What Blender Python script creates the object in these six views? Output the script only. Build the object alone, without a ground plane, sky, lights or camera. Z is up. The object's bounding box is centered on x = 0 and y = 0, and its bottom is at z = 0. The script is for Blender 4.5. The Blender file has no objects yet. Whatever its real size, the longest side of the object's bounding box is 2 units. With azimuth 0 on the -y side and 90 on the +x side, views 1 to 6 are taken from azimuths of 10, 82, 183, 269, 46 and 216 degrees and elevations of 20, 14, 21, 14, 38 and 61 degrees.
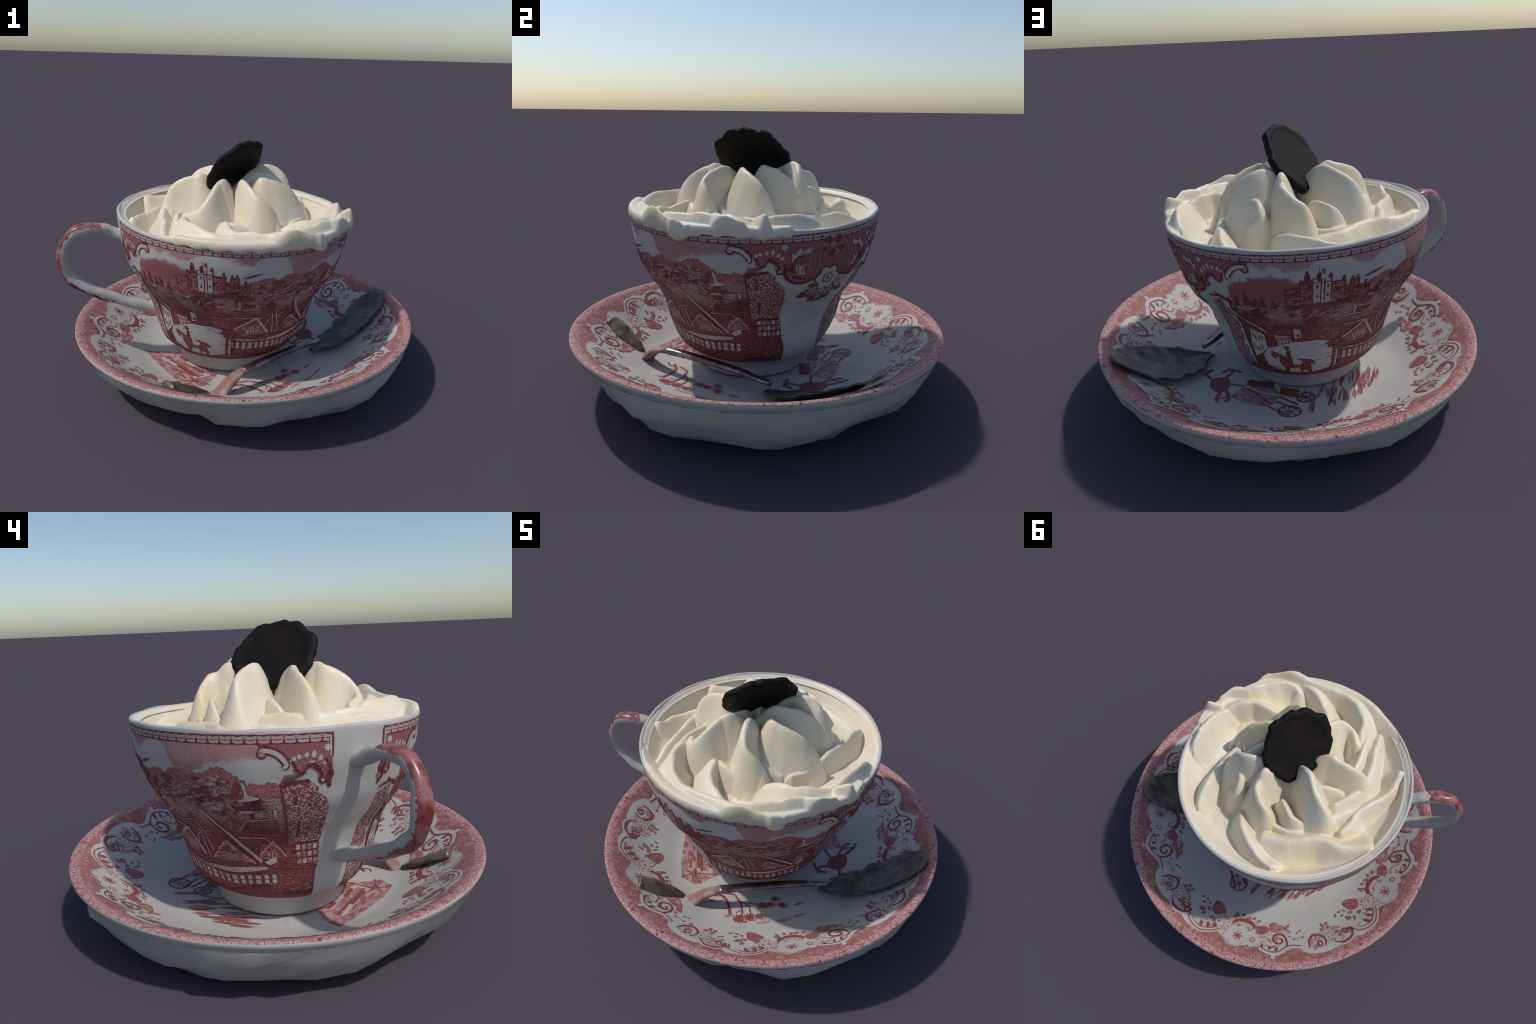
"""A transfer-printed tea cup on its saucer, heaped with piped whipped cream
and a scalloped chocolate disc, with a teaspoon lying on the saucer."""
import bpy, math, random
import numpy as np
from mathutils import noise as mnoise, Vector

random.seed(4)
RNG = np.random.default_rng(4)
SC = bpy.context.scene


# ------------------------------------------------------------------ helpers
def smooth(pts, n=8):
    """Catmull-Rom through the control points, n samples per span."""
    p = np.array(pts, float)
    q = np.vstack([2 * p[0] - p[1], p, 2 * p[-1] - p[-2]])
    out = []
    for i in range(1, len(q) - 2):
        t = np.linspace(0, 1, n, endpoint=False)[:, None]
        a, b, c, d = q[i - 1], q[i], q[i + 1], q[i + 2]
        out.append(0.5 * (2 * b + (c - a) * t + (2 * a - 5 * b + 4 * c - d) * t ** 2 + (3 * b - a - 3 * c + d) * t ** 3))
    return np.vstack(out + [p[-1:]])


def cyclic(xs, ys, x, period=360.0):
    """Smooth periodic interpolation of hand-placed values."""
    xs = np.array(xs, float); ys = np.array(ys, float)
    X = np.concatenate([xs - period, xs, xs + period]); Y = np.tile(ys, 3)
    x = np.asarray(x, float) % period
    i = np.clip(np.searchsorted(X, x) - 1, 1, len(X) - 3)
    t = (x - X[i]) / (X[i + 1] - X[i]); t = t * t * (3 - 2 * t) * .6 + t * .4
    return Y[i] * (1 - t) + Y[i + 1] * t


def noise3(P, scale, seed=0.0, octaves=3):
    off = Vector((seed * 7.3, seed * 3.1, seed * 5.7))
    return np.array([mnoise.fractal(Vector(p) * scale + off, 0.6, 2.0, octaves) for p in P])


def mesh_obj(name, verts, faces, mat, parent=None, smoothed=True, angle=None, mats=None, fmat=None):
    me = bpy.data.meshes.new(name)
    me.from_pydata([tuple(v) for v in np.asarray(verts, float)], [], [tuple(int(i) for i in f) for f in faces])
    me.update()
    for m in (mats or [mat]):
        me.materials.append(m)
    if fmat is not None:
        me.polygons.foreach_set("material_index", np.asarray(fmat, np.int32))
    me.polygons.foreach_set("use_smooth", np.full(len(me.polygons), smoothed))
    if angle:
        me.set_sharp_from_angle(angle=math.radians(angle))
    o = bpy.data.objects.new(name, me)
    SC.collection.objects.link(o)
    if parent:
        o.parent = parent
    return o


def empty(name, label, category, loc=(0, 0, 0)):
    o = bpy.data.objects.new(name, None)
    o.empty_display_size = 0.1
    SC.collection.objects.link(o)
    o["label"] = label
    o["category"] = category
    return o


def grid_faces(nu, nv, wrap=True, flip=False):
    """Quads of an nu (rings) x nv (around) grid."""
    f = []
    for i in range(nu - 1):
        for j in range(nv if wrap else nv - 1):
            a, b = i * nv + j, i * nv + (j + 1) % nv
            q = (a, b, b + nv, a + nv)
            f.append(q[::-1] if flip else q)
    return f


def sweep(spine, wide, thick, up, nseg=16, power=2.0):
    """Rounded bar along a spine; wide/thick are half sizes per station, up the thickness direction."""
    S = np.asarray(spine, float); n = len(S)
    T = np.gradient(S, axis=0); T /= np.linalg.norm(T, axis=1)[:, None]
    U = np.broadcast_to(np.asarray(up, float), S.shape)
    U = U - (U * T).sum(1)[:, None] * T; U /= np.linalg.norm(U, axis=1)[:, None]
    W = np.cross(T, U)
    a = np.linspace(0, 2 * math.pi, nseg, endpoint=False)
    ca, sa = np.cos(a), np.sin(a)
    cx = np.sign(ca) * np.abs(ca) ** (2 / power); cy = np.sign(sa) * np.abs(sa) ** (2 / power)
    V = S[:, None] + W[:, None] * (np.asarray(wide)[:, None, None] * cx[None, :, None]) + U[:, None] * (np.asarray(thick)[:, None, None] * cy[None, :, None])
    V = V.reshape(-1, 3)
    F = grid_faces(n, nseg)
    V = np.vstack([V, S[:1], S[-1:]])
    k = n * nseg
    F += [(k, (j + 1) % nseg, j) for j in range(nseg)]
    F += [(k + 1, (n - 1) * nseg + j, (n - 1) * nseg + (j + 1) % nseg) for j in range(nseg)]
    return V, F


# ---------------------------------------------------------- node shorthand
class Nodes:
    def __init__(self, name):
        self.m = bpy.data.materials.new(name)
        self.m.use_nodes = True
        self.t = self.m.node_tree
        self.bsdf = self.t.nodes["Principled BSDF"]

    def new(self, kind, **kw):
        n = self.t.nodes.new(kind)
        for k, v in kw.items():
            setattr(n, k, v)
        return n

    def put(self, sock, v):
        if hasattr(v, "links") or isinstance(v, bpy.types.NodeSocket):
            self.t.links.new(v, sock)
        elif isinstance(v, (tuple, list)) and len(v) == 3 and sock.type == "RGBA":
            sock.default_value = (*v, 1)
        else:
            sock.default_value = v

    def math(self, op, a, b=0.0, c=None, clamp=False):
        n = self.new("ShaderNodeMath", operation=op, use_clamp=clamp)
        self.put(n.inputs[0], a); self.put(n.inputs[1], b)
        if c is not None:
            self.put(n.inputs[2], c)
        return n.outputs[0]

    def add(self, a, b): return self.math("ADD", a, b)
    def sub(self, a, b): return self.math("SUBTRACT", a, b)
    def mul(self, a, b): return self.math("MULTIPLY", a, b)
    def mx(self, a, b): return self.math("MAXIMUM", a, b)
    def mn(self, a, b): return self.math("MINIMUM", a, b)

    def ss(self, x, lo, hi):
        """smooth step from lo (0) to hi (1)"""
        n = self.new("ShaderNodeMapRange", interpolation_type="SMOOTHSTEP")
        self.put(n.inputs[0], x); self.put(n.inputs[1], lo); self.put(n.inputs[2], hi)
        return n.outputs[0]

    def lin(self, x, lo, hi, a=0.0, b=1.0):
        n = self.new("ShaderNodeMapRange")
        for i, v in enumerate((x, lo, hi, a, b)):
            self.put(n.inputs[i], v)
        return n.outputs[0]

    def mix(self, f, a, b):
        n = self.new("ShaderNodeMix", data_type="RGBA")
        self.put(n.inputs[0], f); self.put(n.inputs[6], a); self.put(n.inputs[7], b)
        return n.outputs[2]

    def coord(self, which="Object"):
        return self.new("ShaderNodeTexCoord").outputs[which]

    def xyz(self, v):
        n = self.new("ShaderNodeSeparateXYZ"); self.put(n.inputs[0], v); return n.outputs

    def vec(self, x, y, z=0.0):
        n = self.new("ShaderNodeCombineXYZ")
        for i, v in enumerate((x, y, z)):
            self.put(n.inputs[i], v)
        return n.outputs[0]

    def noise(self, vec, scale, detail=2.0, rough=0.5, dist=0.0):
        n = self.new("ShaderNodeTexNoise")
        self.put(n.inputs["Vector"], vec); n.inputs["Scale"].default_value = scale
        n.inputs["Detail"].default_value = detail; n.inputs["Roughness"].default_value = rough
        n.inputs["Distortion"].default_value = dist
        return n.outputs[0]

    def voro(self, vec, scale, feature="F1", rand=1.0):
        n = self.new("ShaderNodeTexVoronoi", feature=feature)
        self.put(n.inputs["Vector"], vec); n.inputs["Scale"].default_value = scale
        n.inputs["Randomness"].default_value = rand
        return n.outputs[0]

    def wave(self, vec, scale, dist=0.0, dscale=1.0, direction="X"):
        n = self.new("ShaderNodeTexWave", bands_direction=direction)
        self.put(n.inputs["Vector"], vec)
        n.inputs["Scale"].default_value = scale; n.inputs["Distortion"].default_value = dist
        n.inputs["Detail Scale"].default_value = dscale
        return n.outputs["Fac"]

    def curve(self, x, pts):
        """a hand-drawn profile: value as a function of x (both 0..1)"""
        n = self.new("ShaderNodeFloatCurve")
        c = n.mapping.curves[0]
        c.points[0].location = pts[0]; c.points[1].location = pts[-1]
        for p in pts[1:-1]:
            c.points.new(*p)
        n.mapping.update()
        self.put(n.inputs["Value"], x)
        return n.outputs[0]

    def bump(self, h, strength=0.2, dist=0.01):
        n = self.new("ShaderNodeBump")
        n.inputs["Strength"].default_value = strength; n.inputs["Distance"].default_value = dist
        self.put(n.inputs["Height"], h)
        self.t.links.new(n.outputs[0], self.bsdf.inputs["Normal"])

    def finish(self, col, rough=0.3, spec=0.4, metal=0.0):
        self.put(self.bsdf.inputs["Base Color"], col)
        self.put(self.bsdf.inputs["Roughness"], rough)
        self.bsdf.inputs["Specular IOR Level"].default_value = spec
        self.bsdf.inputs["Metallic"].default_value = metal
        return self.m


WHITE = (0.47, 0.452, 0.425)
PINK = (0.36, 0.155, 0.15)
ROSE = (0.245, 0.080, 0.080)
DARK = (0.145, 0.026, 0.028)
PALE = (0.44, 0.33, 0.315)
SPALE = (0.47, 0.29, 0.28)
SPINK = (0.31, 0.135, 0.128)
SROSE = (0.25, 0.080, 0.076)
SDARK = (0.19, 0.035, 0.036)

# --------------------------------------------------------------- cup shape
CUP_Z = [.08, .14, .18, .22, .28, .36, .44, .52, .60, .68, .76, .84, .92, .985]
CUP_R = [.308, .322, .357, .402, .434, .460, .482, .510, .562, .604, .628, .648, .657, .663]
FOOT_C, RIM_C, TILT = (-.0875, -.0265), (-.0705, -.0165), (.0345, -.012)
_fine = smooth(np.stack([CUP_Z, CUP_R], -1), 10)


def cup_radius(z):
    return np.interp(z, _fine[:, 0], _fine[:, 1])


def cup_point(phi, z, off=0.0, r=None):
    """Point of the cup wall at azimuth phi (radians) and print height z."""
    phi, z = np.broadcast_arrays(np.asarray(phi, float), np.asarray(z, float))
    h = np.clip((z - .1) / .85, -.1, 1.1)
    cx = FOOT_C[0] + (RIM_C[0] - FOOT_C[0]) * h
    cy = FOOT_C[1] + (RIM_C[1] - FOOT_C[1]) * h
    rr = (cup_radius(z) if r is None else r) + off
    dx, dy = rr * np.cos(phi), rr * np.sin(phi)
    return np.stack([cx + dx, cy + dy, z - h * (TILT[0] * dx + TILT[1] * dy)], -1)


def cup_surface(phi, z, lift=0.0, r=None):
    """The wall as made: the turned profile with the soft dents of a hand-finished body."""
    V = cup_point(phi, z, 0.0, r)
    d = noise3(V, 5.0, 1.0, 2)
    rad = V[:, :2] - np.array([-.078, -.02])
    L = np.linalg.norm(rad, axis=1)[:, None] + 1e-6
    zf = np.clip((V[:, 2] - .1) / .1, 0, 1) * np.clip((.93 - V[:, 2]) / .1, 0, 1)
    ph = np.degrees(np.arctan2(rad[:, 1], rad[:, 0]))
    flat_side = .022 * np.exp(-((ph - 30) / 11) ** 2 - ((V[:, 2] - .38) / .12) ** 2)   # slumped spot
    V[:, :2] += rad / L * (d * .006 * zf + lift - flat_side)[:, None]
    return V


# --------------------------------------------------------- saucer shape
SAU_C = np.array([-.002, -.005]); SAU_T = (.0199, -.0102)
SAU_R = [0, .30, .42, .50, .60, .71, .78, .84, .90, .95, .978, .992]
SAU_Z = [.066, .071, .076, .084, .108, .160, .200, .242, .285, .315, .326, .327]
_sau = smooth(np.stack([SAU_R, SAU_Z], -1), 8)


def saucer_height(x, y):
    dx, dy = x - SAU_C[0], y - SAU_C[1]
    r = np.hypot(dx, dy)
    z = np.interp(r, _sau[:, 0], _sau[:, 1])
    k = np.clip(r / .99, 0, 1)
    return z + k * (SAU_T[0] * dx + SAU_T[1] * dy)


def dish_height(x, y):
    """Saucer top as fired: with slight ripples across the slope."""
    z = saucer_height(x, y)
    r = np.hypot(x - SAU_C[0], y - SAU_C[1])
    n = noise3(np.stack([x, y, 0 * x], -1), 3.2, 2, 2)
    return z + n * .010 * np.clip((.86 - r) / .2, 0, 1) * np.clip((r - .3) / .1, 0, 1)


# ------------------------------------------------------------- materials
def cup_chart(n):
    """Nodes giving the azimuth in degrees (-150..210) and the print height on the cup."""
    x, y, z = n.xyz(n.coord())
    h = n.lin(z, .1, .95)
    dx = n.sub(x, n.add(FOOT_C[0], n.mul(h, RIM_C[0] - FOOT_C[0])))
    dy = n.sub(y, n.add(FOOT_C[1], n.mul(h, RIM_C[1] - FOOT_C[1])))
    phi = n.math("DEGREES", n.math("ARCTAN2", dy, dx))
    phi = n.add(phi, n.mul(n.math("LESS_THAN", phi, -153.5), 360))
    v = n.add(z, n.mul(h, n.add(n.mul(dx, TILT[0]), n.mul(dy, TILT[1]))))
    return phi, v


def cup_material():
    """White glaze under a red transfer print: border, stippled sky, wooded land."""
    n = Nodes("transfer_printed_porcelain")
    phi, v = cup_chart(n)
    second = n.math("GREATER_THAN", phi, 47)
    a = n.add(n.add(phi, 90), n.mul(second, -189.4))          # degrees within the printed panel
    P = n.vec(n.mul(a, .0105), v, n.mul(second, 3.0))
    big, mid = n.noise(P, 9, 3), n.noise(P, 34, 3, .6)
    fine, grain = n.noise(P, 150, 2, .7), n.voro(P, 170)
    jit = n.mul(n.sub(mid, .5), .05)
    A = n.lin(a, -60, 160)                                     # 0..1 along the panel

    def along(pts):
        """height of a drawn edge: pts in (degrees, height)"""
        return n.add(.15, n.mul(.85, n.curve(A, [((d + 60) / 220, (h - .15) / .85) for d, h in pts])))

    sky = along([(-60, .92), (-38, .905), (-30, .888), (-25, .892), (-21, .878), (-18, .891), (-12, .870), (-6, .873), (-1, .912), (4, .918), (10, .905), (15, .874), (20, .865), (23, .884), (30, .911),
                 (36, .897), (39.5, .83), (41, .805), (46, .770), (49, .795), (54, .828), (62, .846), (72, .858), (84, .86), (92, .85), (100, .80), (160, .80)])
    hill = along([(-60, .2), (-39.5, .2), (-38, .770), (-34, .803), (-29, .824), (-20.5, .846), (-15, .838), (-8, .806), (-4, .76), (0, .70), (6, .2), (160, .2)])
    land = along([(-60, .2), (-53, .25), (-44, .64), (-38, .69), (-30, .715), (-18, .702), (-10, .71), (0, .70), (10, .725), (20, .745), (21.5, .765), (30, .790), (34.6, .767), (40, .798), (45.6, .760),
                  (52, .790), (58.5, .816), (63, .785), (66, .745), (72, .756), (80, .756), (88, .755), (93, .60), (98, .50), (100, .40), (104.5, .30), (106, .20), (108, .16), (160, .15)])
    left = along([(-60, .7), (-57, .16), (160, .16)])
    edge = n.mul(n.sub(fine, .5), .035)
    s_sky = n.ss(n.add(n.sub(v, sky), n.add(jit, edge)), -.012, .012)
    s_hill = n.ss(n.add(n.sub(hill, v), n.add(jit, edge)), -.012, .012)
    s_land = n.mul(n.ss(n.add(n.sub(land, v), n.mul(n.sub(mid, .5), .03)), -.006, .006), n.ss(n.add(v, n.mul(n.sub(mid, .5), .02)), .197, .203))
    # cartouche ground: distance from the three flower centres
    d = n.mn(n.mn(n.math("ABSOLUTE", n.sub(phi, 27.5)), n.math("ABSOLUTE", n.sub(phi, 216.9))), n.math("ABSOLUTE", n.add(phi, 162.3)))
    D = n.lin(d, 0, 50)
    orn = n.add(.6, n.mul(.4, n.curve(D, [(x / 50, (y - .6) / .4) for x, y in ((0, .69), (9, .70), (14, .695), (18, .715), (21, .76), (22.3, .79), (23.5, .80), (25, .83), (27, .846), (29.5, .835), (31.5, .80),
                                                                   (32.8, .83), (34.5, .85), (36.5, .85), (38.5, .872), (41, .885), (44.5, .895), (46, .96), (50, .98))])))
    s_orn = n.ss(n.sub(v, orn), -.003, .003)
    stip = n.ss(grain, .22, .50)
    sky_c = n.mix(n.mul(stip, n.add(.45, n.mul(n.sub(1, s_sky), .5))), PINK, PALE)
    hat = n.wave(P, 42, 3, 2, "DIAGONAL")
    hill_c = n.mix(n.mul(n.ss(hat, .35, .8), .75), ROSE, PINK)
    tone = n.add(n.mul(big, .75), n.mul(mid, .45))
    tree_c = n.mix(n.ss(tone, .48, .68), DARK, ROSE)
    tree_c = n.mix(n.mul(n.mul(n.ss(tone, .46, .70), n.ss(fine, .40, .60)), .95), tree_c, PALE)
    low_hat = n.noise(n.vec(n.mul(a, .0105), n.mul(v, 4.0), n.mul(second, 3.0)), 60, 3, .6)
    low_c = n.mix(n.ss(low_hat, .40, .62), DARK, ROSE)
    low_c = n.mix(n.mul(n.ss(low_hat, .56, .68), .85), low_c, PINK)
    land_c = n.mix(n.ss(v, .52, .62), low_c, tree_c)
    land_c = n.mix(n.ss(v, .26, .22), land_c, n.mix(n.mul(stip, .5), DARK, ROSE))
    orn_c = n.mix(n.mul(stip, .7), ROSE, n.mix(.4, PINK, ROSE))
    col = n.mix(s_hill, WHITE, hill_c)
    col = n.mix(s_sky, col, sky_c)
    col = n.mix(n.mul(s_land, n.math("LESS_THAN", a, 112)), col, land_c)
    col = n.mix(s_orn, col, orn_c)
    # link border under the rim
    b = n.add(phi, n.mul(n.sub(mid, .5), 1.2))
    cell = n.math("FRACT", n.mul(b, 1 / 4.1))
    swag = n.mul(n.math("ABSOLUTE", n.sub(cell, .5)), .010)
    row1 = n.mul(n.ss(v, .9275, .929), n.ss(n.add(v, n.mul(swag, -1)), .9395, .937))
    row2 = n.mul(n.ss(n.add(v, n.mul(swag, -.6)), .913, .9145), n.ss(n.add(v, n.mul(swag, -.6)), .925, .9235))
    gap = n.math("ABSOLUTE", n.sub(cell, .5))
    open_ = n.mx(n.mul(n.mx(row1, row2), n.ss(gap, .43, .40)), n.mul(row1, n.mul(n.ss(gap, .455, .47), 1.0)))
    bord = n.mix(open_, n.mix(n.mul(n.ss(fine, .45, .7), .5), DARK, ROSE), PALE)
    col = n.mix(n.ss(v, .9095, .911), col, bord)
    col = n.mix(n.ss(n.add(v, n.mul(n.sub(mid, .5), .008)), .9455, .948), col, WHITE)
    # foot and the plain strip behind the handle stay white
    col = n.mix(n.ss(n.add(v, n.mul(n.sub(mid, .5), .010)), .199, .195), col, WHITE)
    jag = n.mul(n.sub(mid, .5), 2.5)
    strip = n.mx(n.ss(n.add(phi, jag), 196.2, 196.9), n.ss(n.add(phi, jag), -143.4, -143.9))
    col = n.mix(strip, col, WHITE)
    n.finish(col, 0.5, 0.22)
    return n.m


def plain_white(name="white_glaze", col=WHITE, rough=0.3):
    n = Nodes(name)
    p = n.coord()
    f = n.noise(p, 9, 3)
    n.finish(n.mix(n.ss(f, .35, .7), col, tuple(c * .93 for c in col)), .55, .2)
    return n.m


def flat(name, col, rough=0.3, spec=.4):
    n = Nodes(name)
    return n.finish(col, rough, spec)


def saucer_material():
    n = Nodes("saucer_print")
    x, y, z = n.xyz(n.coord())
    dx, dy = n.sub(x, float(SAU_C[0])), n.sub(y, float(SAU_C[1]))
    r = n.math("SQRT", n.add(n.mul(dx, dx), n.mul(dy, dy)))
    phi = n.math("DEGREES", n.math("ARCTAN2", dy, dx))
    d = n.mul(n.math("FRACT", n.mul(n.add(phi, 360 - 92.8 + 14), 1 / 72)), 72)     # 14 = the strawberry leaf
    P = n.vec(dx, dy, 0)
    mid, fine = n.noise(P, 26, 3), n.noise(P, 120, 2, .7)
    # inner edge of the pink band, once round each of the five sprays
    pts = [(-14, .895), (-9, .905), (-5, .925), (-2, .925), (1, .912), (4.5, .878), (7, .862), (9, .872), (12, .895), (14.5, .905), (18, .885), (22, .868), (25, .870), (28, .898), (31, .906), (34, .893), (37, .862),
           (40, .862), (43, .898), (48, .922), (52, .925), (56, .915), (58, .895)]
    inner = n.add(.8, n.mul(.2, n.curve(n.mul(d, 1 / 72), [((p + 14) / 72, (q - .8) / .2) for p, q in pts])))
    band = n.ss(n.add(n.sub(r, inner), n.mul(n.sub(mid, .5), .012)), -.008, .003)
    # dotted ground: a lattice of dark dots in soft rings
    lat = n.vec(n.mul(phi, .0158), r, 0)
    dot = n.voro(lat, 23, rand=.72)
    cells = n.voro(lat, 23, "DISTANCE_TO_EDGE", .72)
    g = n.mix(n.mul(n.ss(n.add(cells, n.mul(n.sub(fine, .5), .08)), .09, .02), .8), n.mix(n.ss(dot, .5, .3), SPINK, n.mix(.45, SPINK, SPALE)), SROSE)
    g = n.mix(n.ss(dot, .25, .12), g, SROSE)
    g = n.mix(n.ss(dot, .15, .05), g, SDARK)
    g = n.mix(n.mul(n.ss(fine, .45, .75), .35), g, SPALE)
    # crackled rim
    vein = n.voro(n.vec(n.mul(phi, .0168), r, 0), 34, "DISTANCE_TO_EDGE")
    vein2 = n.voro(n.vec(n.mul(phi, .0168), r, 5), 85, "DISTANCE_TO_EDGE")
    rim = n.mix(n.mul(n.ss(vein2, .10, .02), .65), SPALE, SROSE)
    rim = n.mix(n.mul(n.ss(vein, .07, .02), .9), rim, SROSE)
    rim = n.mix(n.ss(n.voro(n.vec(n.mul(phi, .0168), n.mul(r, .6), 9), 22), .17, .10), rim, SDARK)
    col = n.mix(band, WHITE, g)
    col = n.mix(n.ss(n.add(r, n.mul(n.sub(mid, .5), .02)), .944, .956), col, rim)
    # faint tint in the well under the scene
    col = n.mix(n.mul(n.mul(n.ss(r, .60, .40), n.ss(mid, .5, .8)), .35), col, SPINK)
    n.finish(col, 0.55, 0.18)
    return n.m


def ink(name, a, b, kind="plain", scale=60.0, lo=.4, hi=.62, k=1.0):
    """Printing ink of two tones: engraved lines, stipple or a mottled tint."""
    n = Nodes(name)
    p = n.coord()
    if kind == "hatch":
        x, y, z = n.xyz(p)
        f = n.noise(n.vec(n.mul(x, .35), n.mul(y, .35), n.mul(z, 1.4)), scale, 3, .6)
    elif kind == "stipple":
        f = n.voro(p, scale)
    else:
        f = n.noise(p, scale, 3, .6)
    n.finish(n.mix(n.mul(n.ss(f, lo, hi), k), a, b), .52, .2)
    return n.m


def cream_material():
    n = Nodes("whipped_cream")
    p = n.coord()
    f = n.noise(p, 5, 3)
    col = n.mix(n.ss(f, .35, .7), (.74, .675, .545), (.73, .625, .445))
    n.finish(col, 0.42, 0.35)
    n.bsdf.inputs["Subsurface Weight"].default_value = 0.12
    n.bsdf.inputs["Subsurface Radius"].default_value = (0.03, 0.025, 0.015)
    n.bsdf.inputs["Subsurface Scale"].default_value = 0.5
    h = n.add(n.noise(p, 60, 3, .6), n.mul(n.voro(p, 45), -.25))
    n.bump(h, 0.12, 0.008)
    return n.m


def chocolate_material():
    n = Nodes("dark_chocolate")
    p = n.coord()
    f = n.noise(p, 14, 3)
    n.finish(n.mix(n.ss(f, .4, .75), (.0075, .006, .0055), (.015, .0085, .0075)), n.lin(f, .3, .7, .55, .7), .14)
    n.bump(n.noise(p, 30, 3), .12, .01)
    return n.m


def spoon_material(name="dark_grey_brown_steel", a=(.125, .11, .10), b=(.045, .039, .035), metal=.25, rough=.5):  # default tones: dark grey-brown, as used on the bowl
    n = Nodes(name)
    p = n.coord()
    f = n.noise(p, 12, 4, .6)
    n.finish(n.mix(n.ss(f, .38, .66), a, b), rough, .5, metal)
    n.bump(n.noise(p, 25, 3), .25, .02)
    return n.m


M_CREAM = cream_material()
M_WHITE = plain_white()
M_CUP = cup_material()
M_SAUCER = saucer_material()
M_CHOC = chocolate_material()
M_STEEL = spoon_material()
M_INK = ink("red_ink_dark", DARK, ROSE, k=.6)
M_INKH = ink("red_ink_dark_hatched", DARK, ROSE, "hatch", 110)
M_INKF = ink("red_ink_dark_stippled", DARK, ROSE, "stipple", 150, .25, .55, .8)
M_ROSE = ink("red_ink_middle", ROSE, DARK, k=.4)
M_ROSEH = ink("red_ink_middle_hatched", DARK, PINK, "hatch", 100, .36, .60)
M_ROSEF = ink("red_ink_middle_stippled", DARK, PINK, "stipple", 140, .15, .55)
M_PINK = ink("red_ink_pale", PINK, PALE, k=.4)
M_PINKH = ink("red_ink_pale_hatched", ROSE, PALE, "hatch", 100, .35, .65)
M_PALE = ink("printed_highlight", PALE, PINK, "hatch", 90, .5, .75)
M_STONE = ink("printed_stonework", PALE, tuple(.5 * (p + q) for p, q in zip(DARK, ROSE)), "stipple", 105, .34, .60, .95)
M_RES = ink("white_reserve", tuple(c * .96 for c in WHITE), PALE, k=.8, lo=.5, hi=.7)
M_INKW = ink("saucer_ink_dark", tuple(.5 * (p + q) for p, q in zip(SDARK, SROSE)), SROSE, scale=45)
M_ROSEW = ink("saucer_ink_middle", SROSE, SPINK, scale=30, lo=.3, hi=.6)
M_PINKW = ink("saucer_ink_pale", SPINK, SPALE, scale=30)
M_WASH = ink("saucer_wash", WHITE, SPINK, scale=22, lo=.42, hi=.72, k=.9)

# ================================================================== CUP
cup = empty("tea_cup", "footed porcelain tea cup with red transfer-printed landscape", "tea cup")


def build_cup():
    NV = 288
    prof = []                                   # (radius, height) from the foot up, over the rim and inside
    for r, z in ((0.0, .115), (.20, .115), (.262, .108), (.275, .086), (.292, .079)):
        prof.append((r, z))
    for z in np.linspace(.084, .948, 110):
        prof.append((float(cup_radius(z)), float(z)))
    for r, z in ((.660, .955), (.659, .961), (.655, .965), (.649, .966), (.643, .962), (.639, .95), (.635, .92), (.625, .86), (.60, .78)):
        prof.append((r, z))
    phi = np.linspace(0, 2 * math.pi, NV, endpoint=False)
    V = []
    for r, z in prof:
        wob = 1.0
        ring = cup_surface(phi, np.full(NV, z), 0.0, r)
        if z > .952:                            # the rim is not quite even
            k = 1.0
            ring[:, 2] += k * .004 * np.sin(phi * 9 + 1) * np.sin(phi * 4)
        V.append(ring)
    V = np.vstack(V)
    F = grid_faces(len(prof), NV, flip=False)
    c = len(V); V = np.vstack([V, [[-.07, -.02, .78]]])
    F += [((len(prof) - 1) * NV + j, (len(prof) - 1) * NV + (j + 1) % NV, c) for j in range(NV)]
    return mesh_obj("cup_body", V, F, M_CUP, cup)


build_cup()


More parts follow.
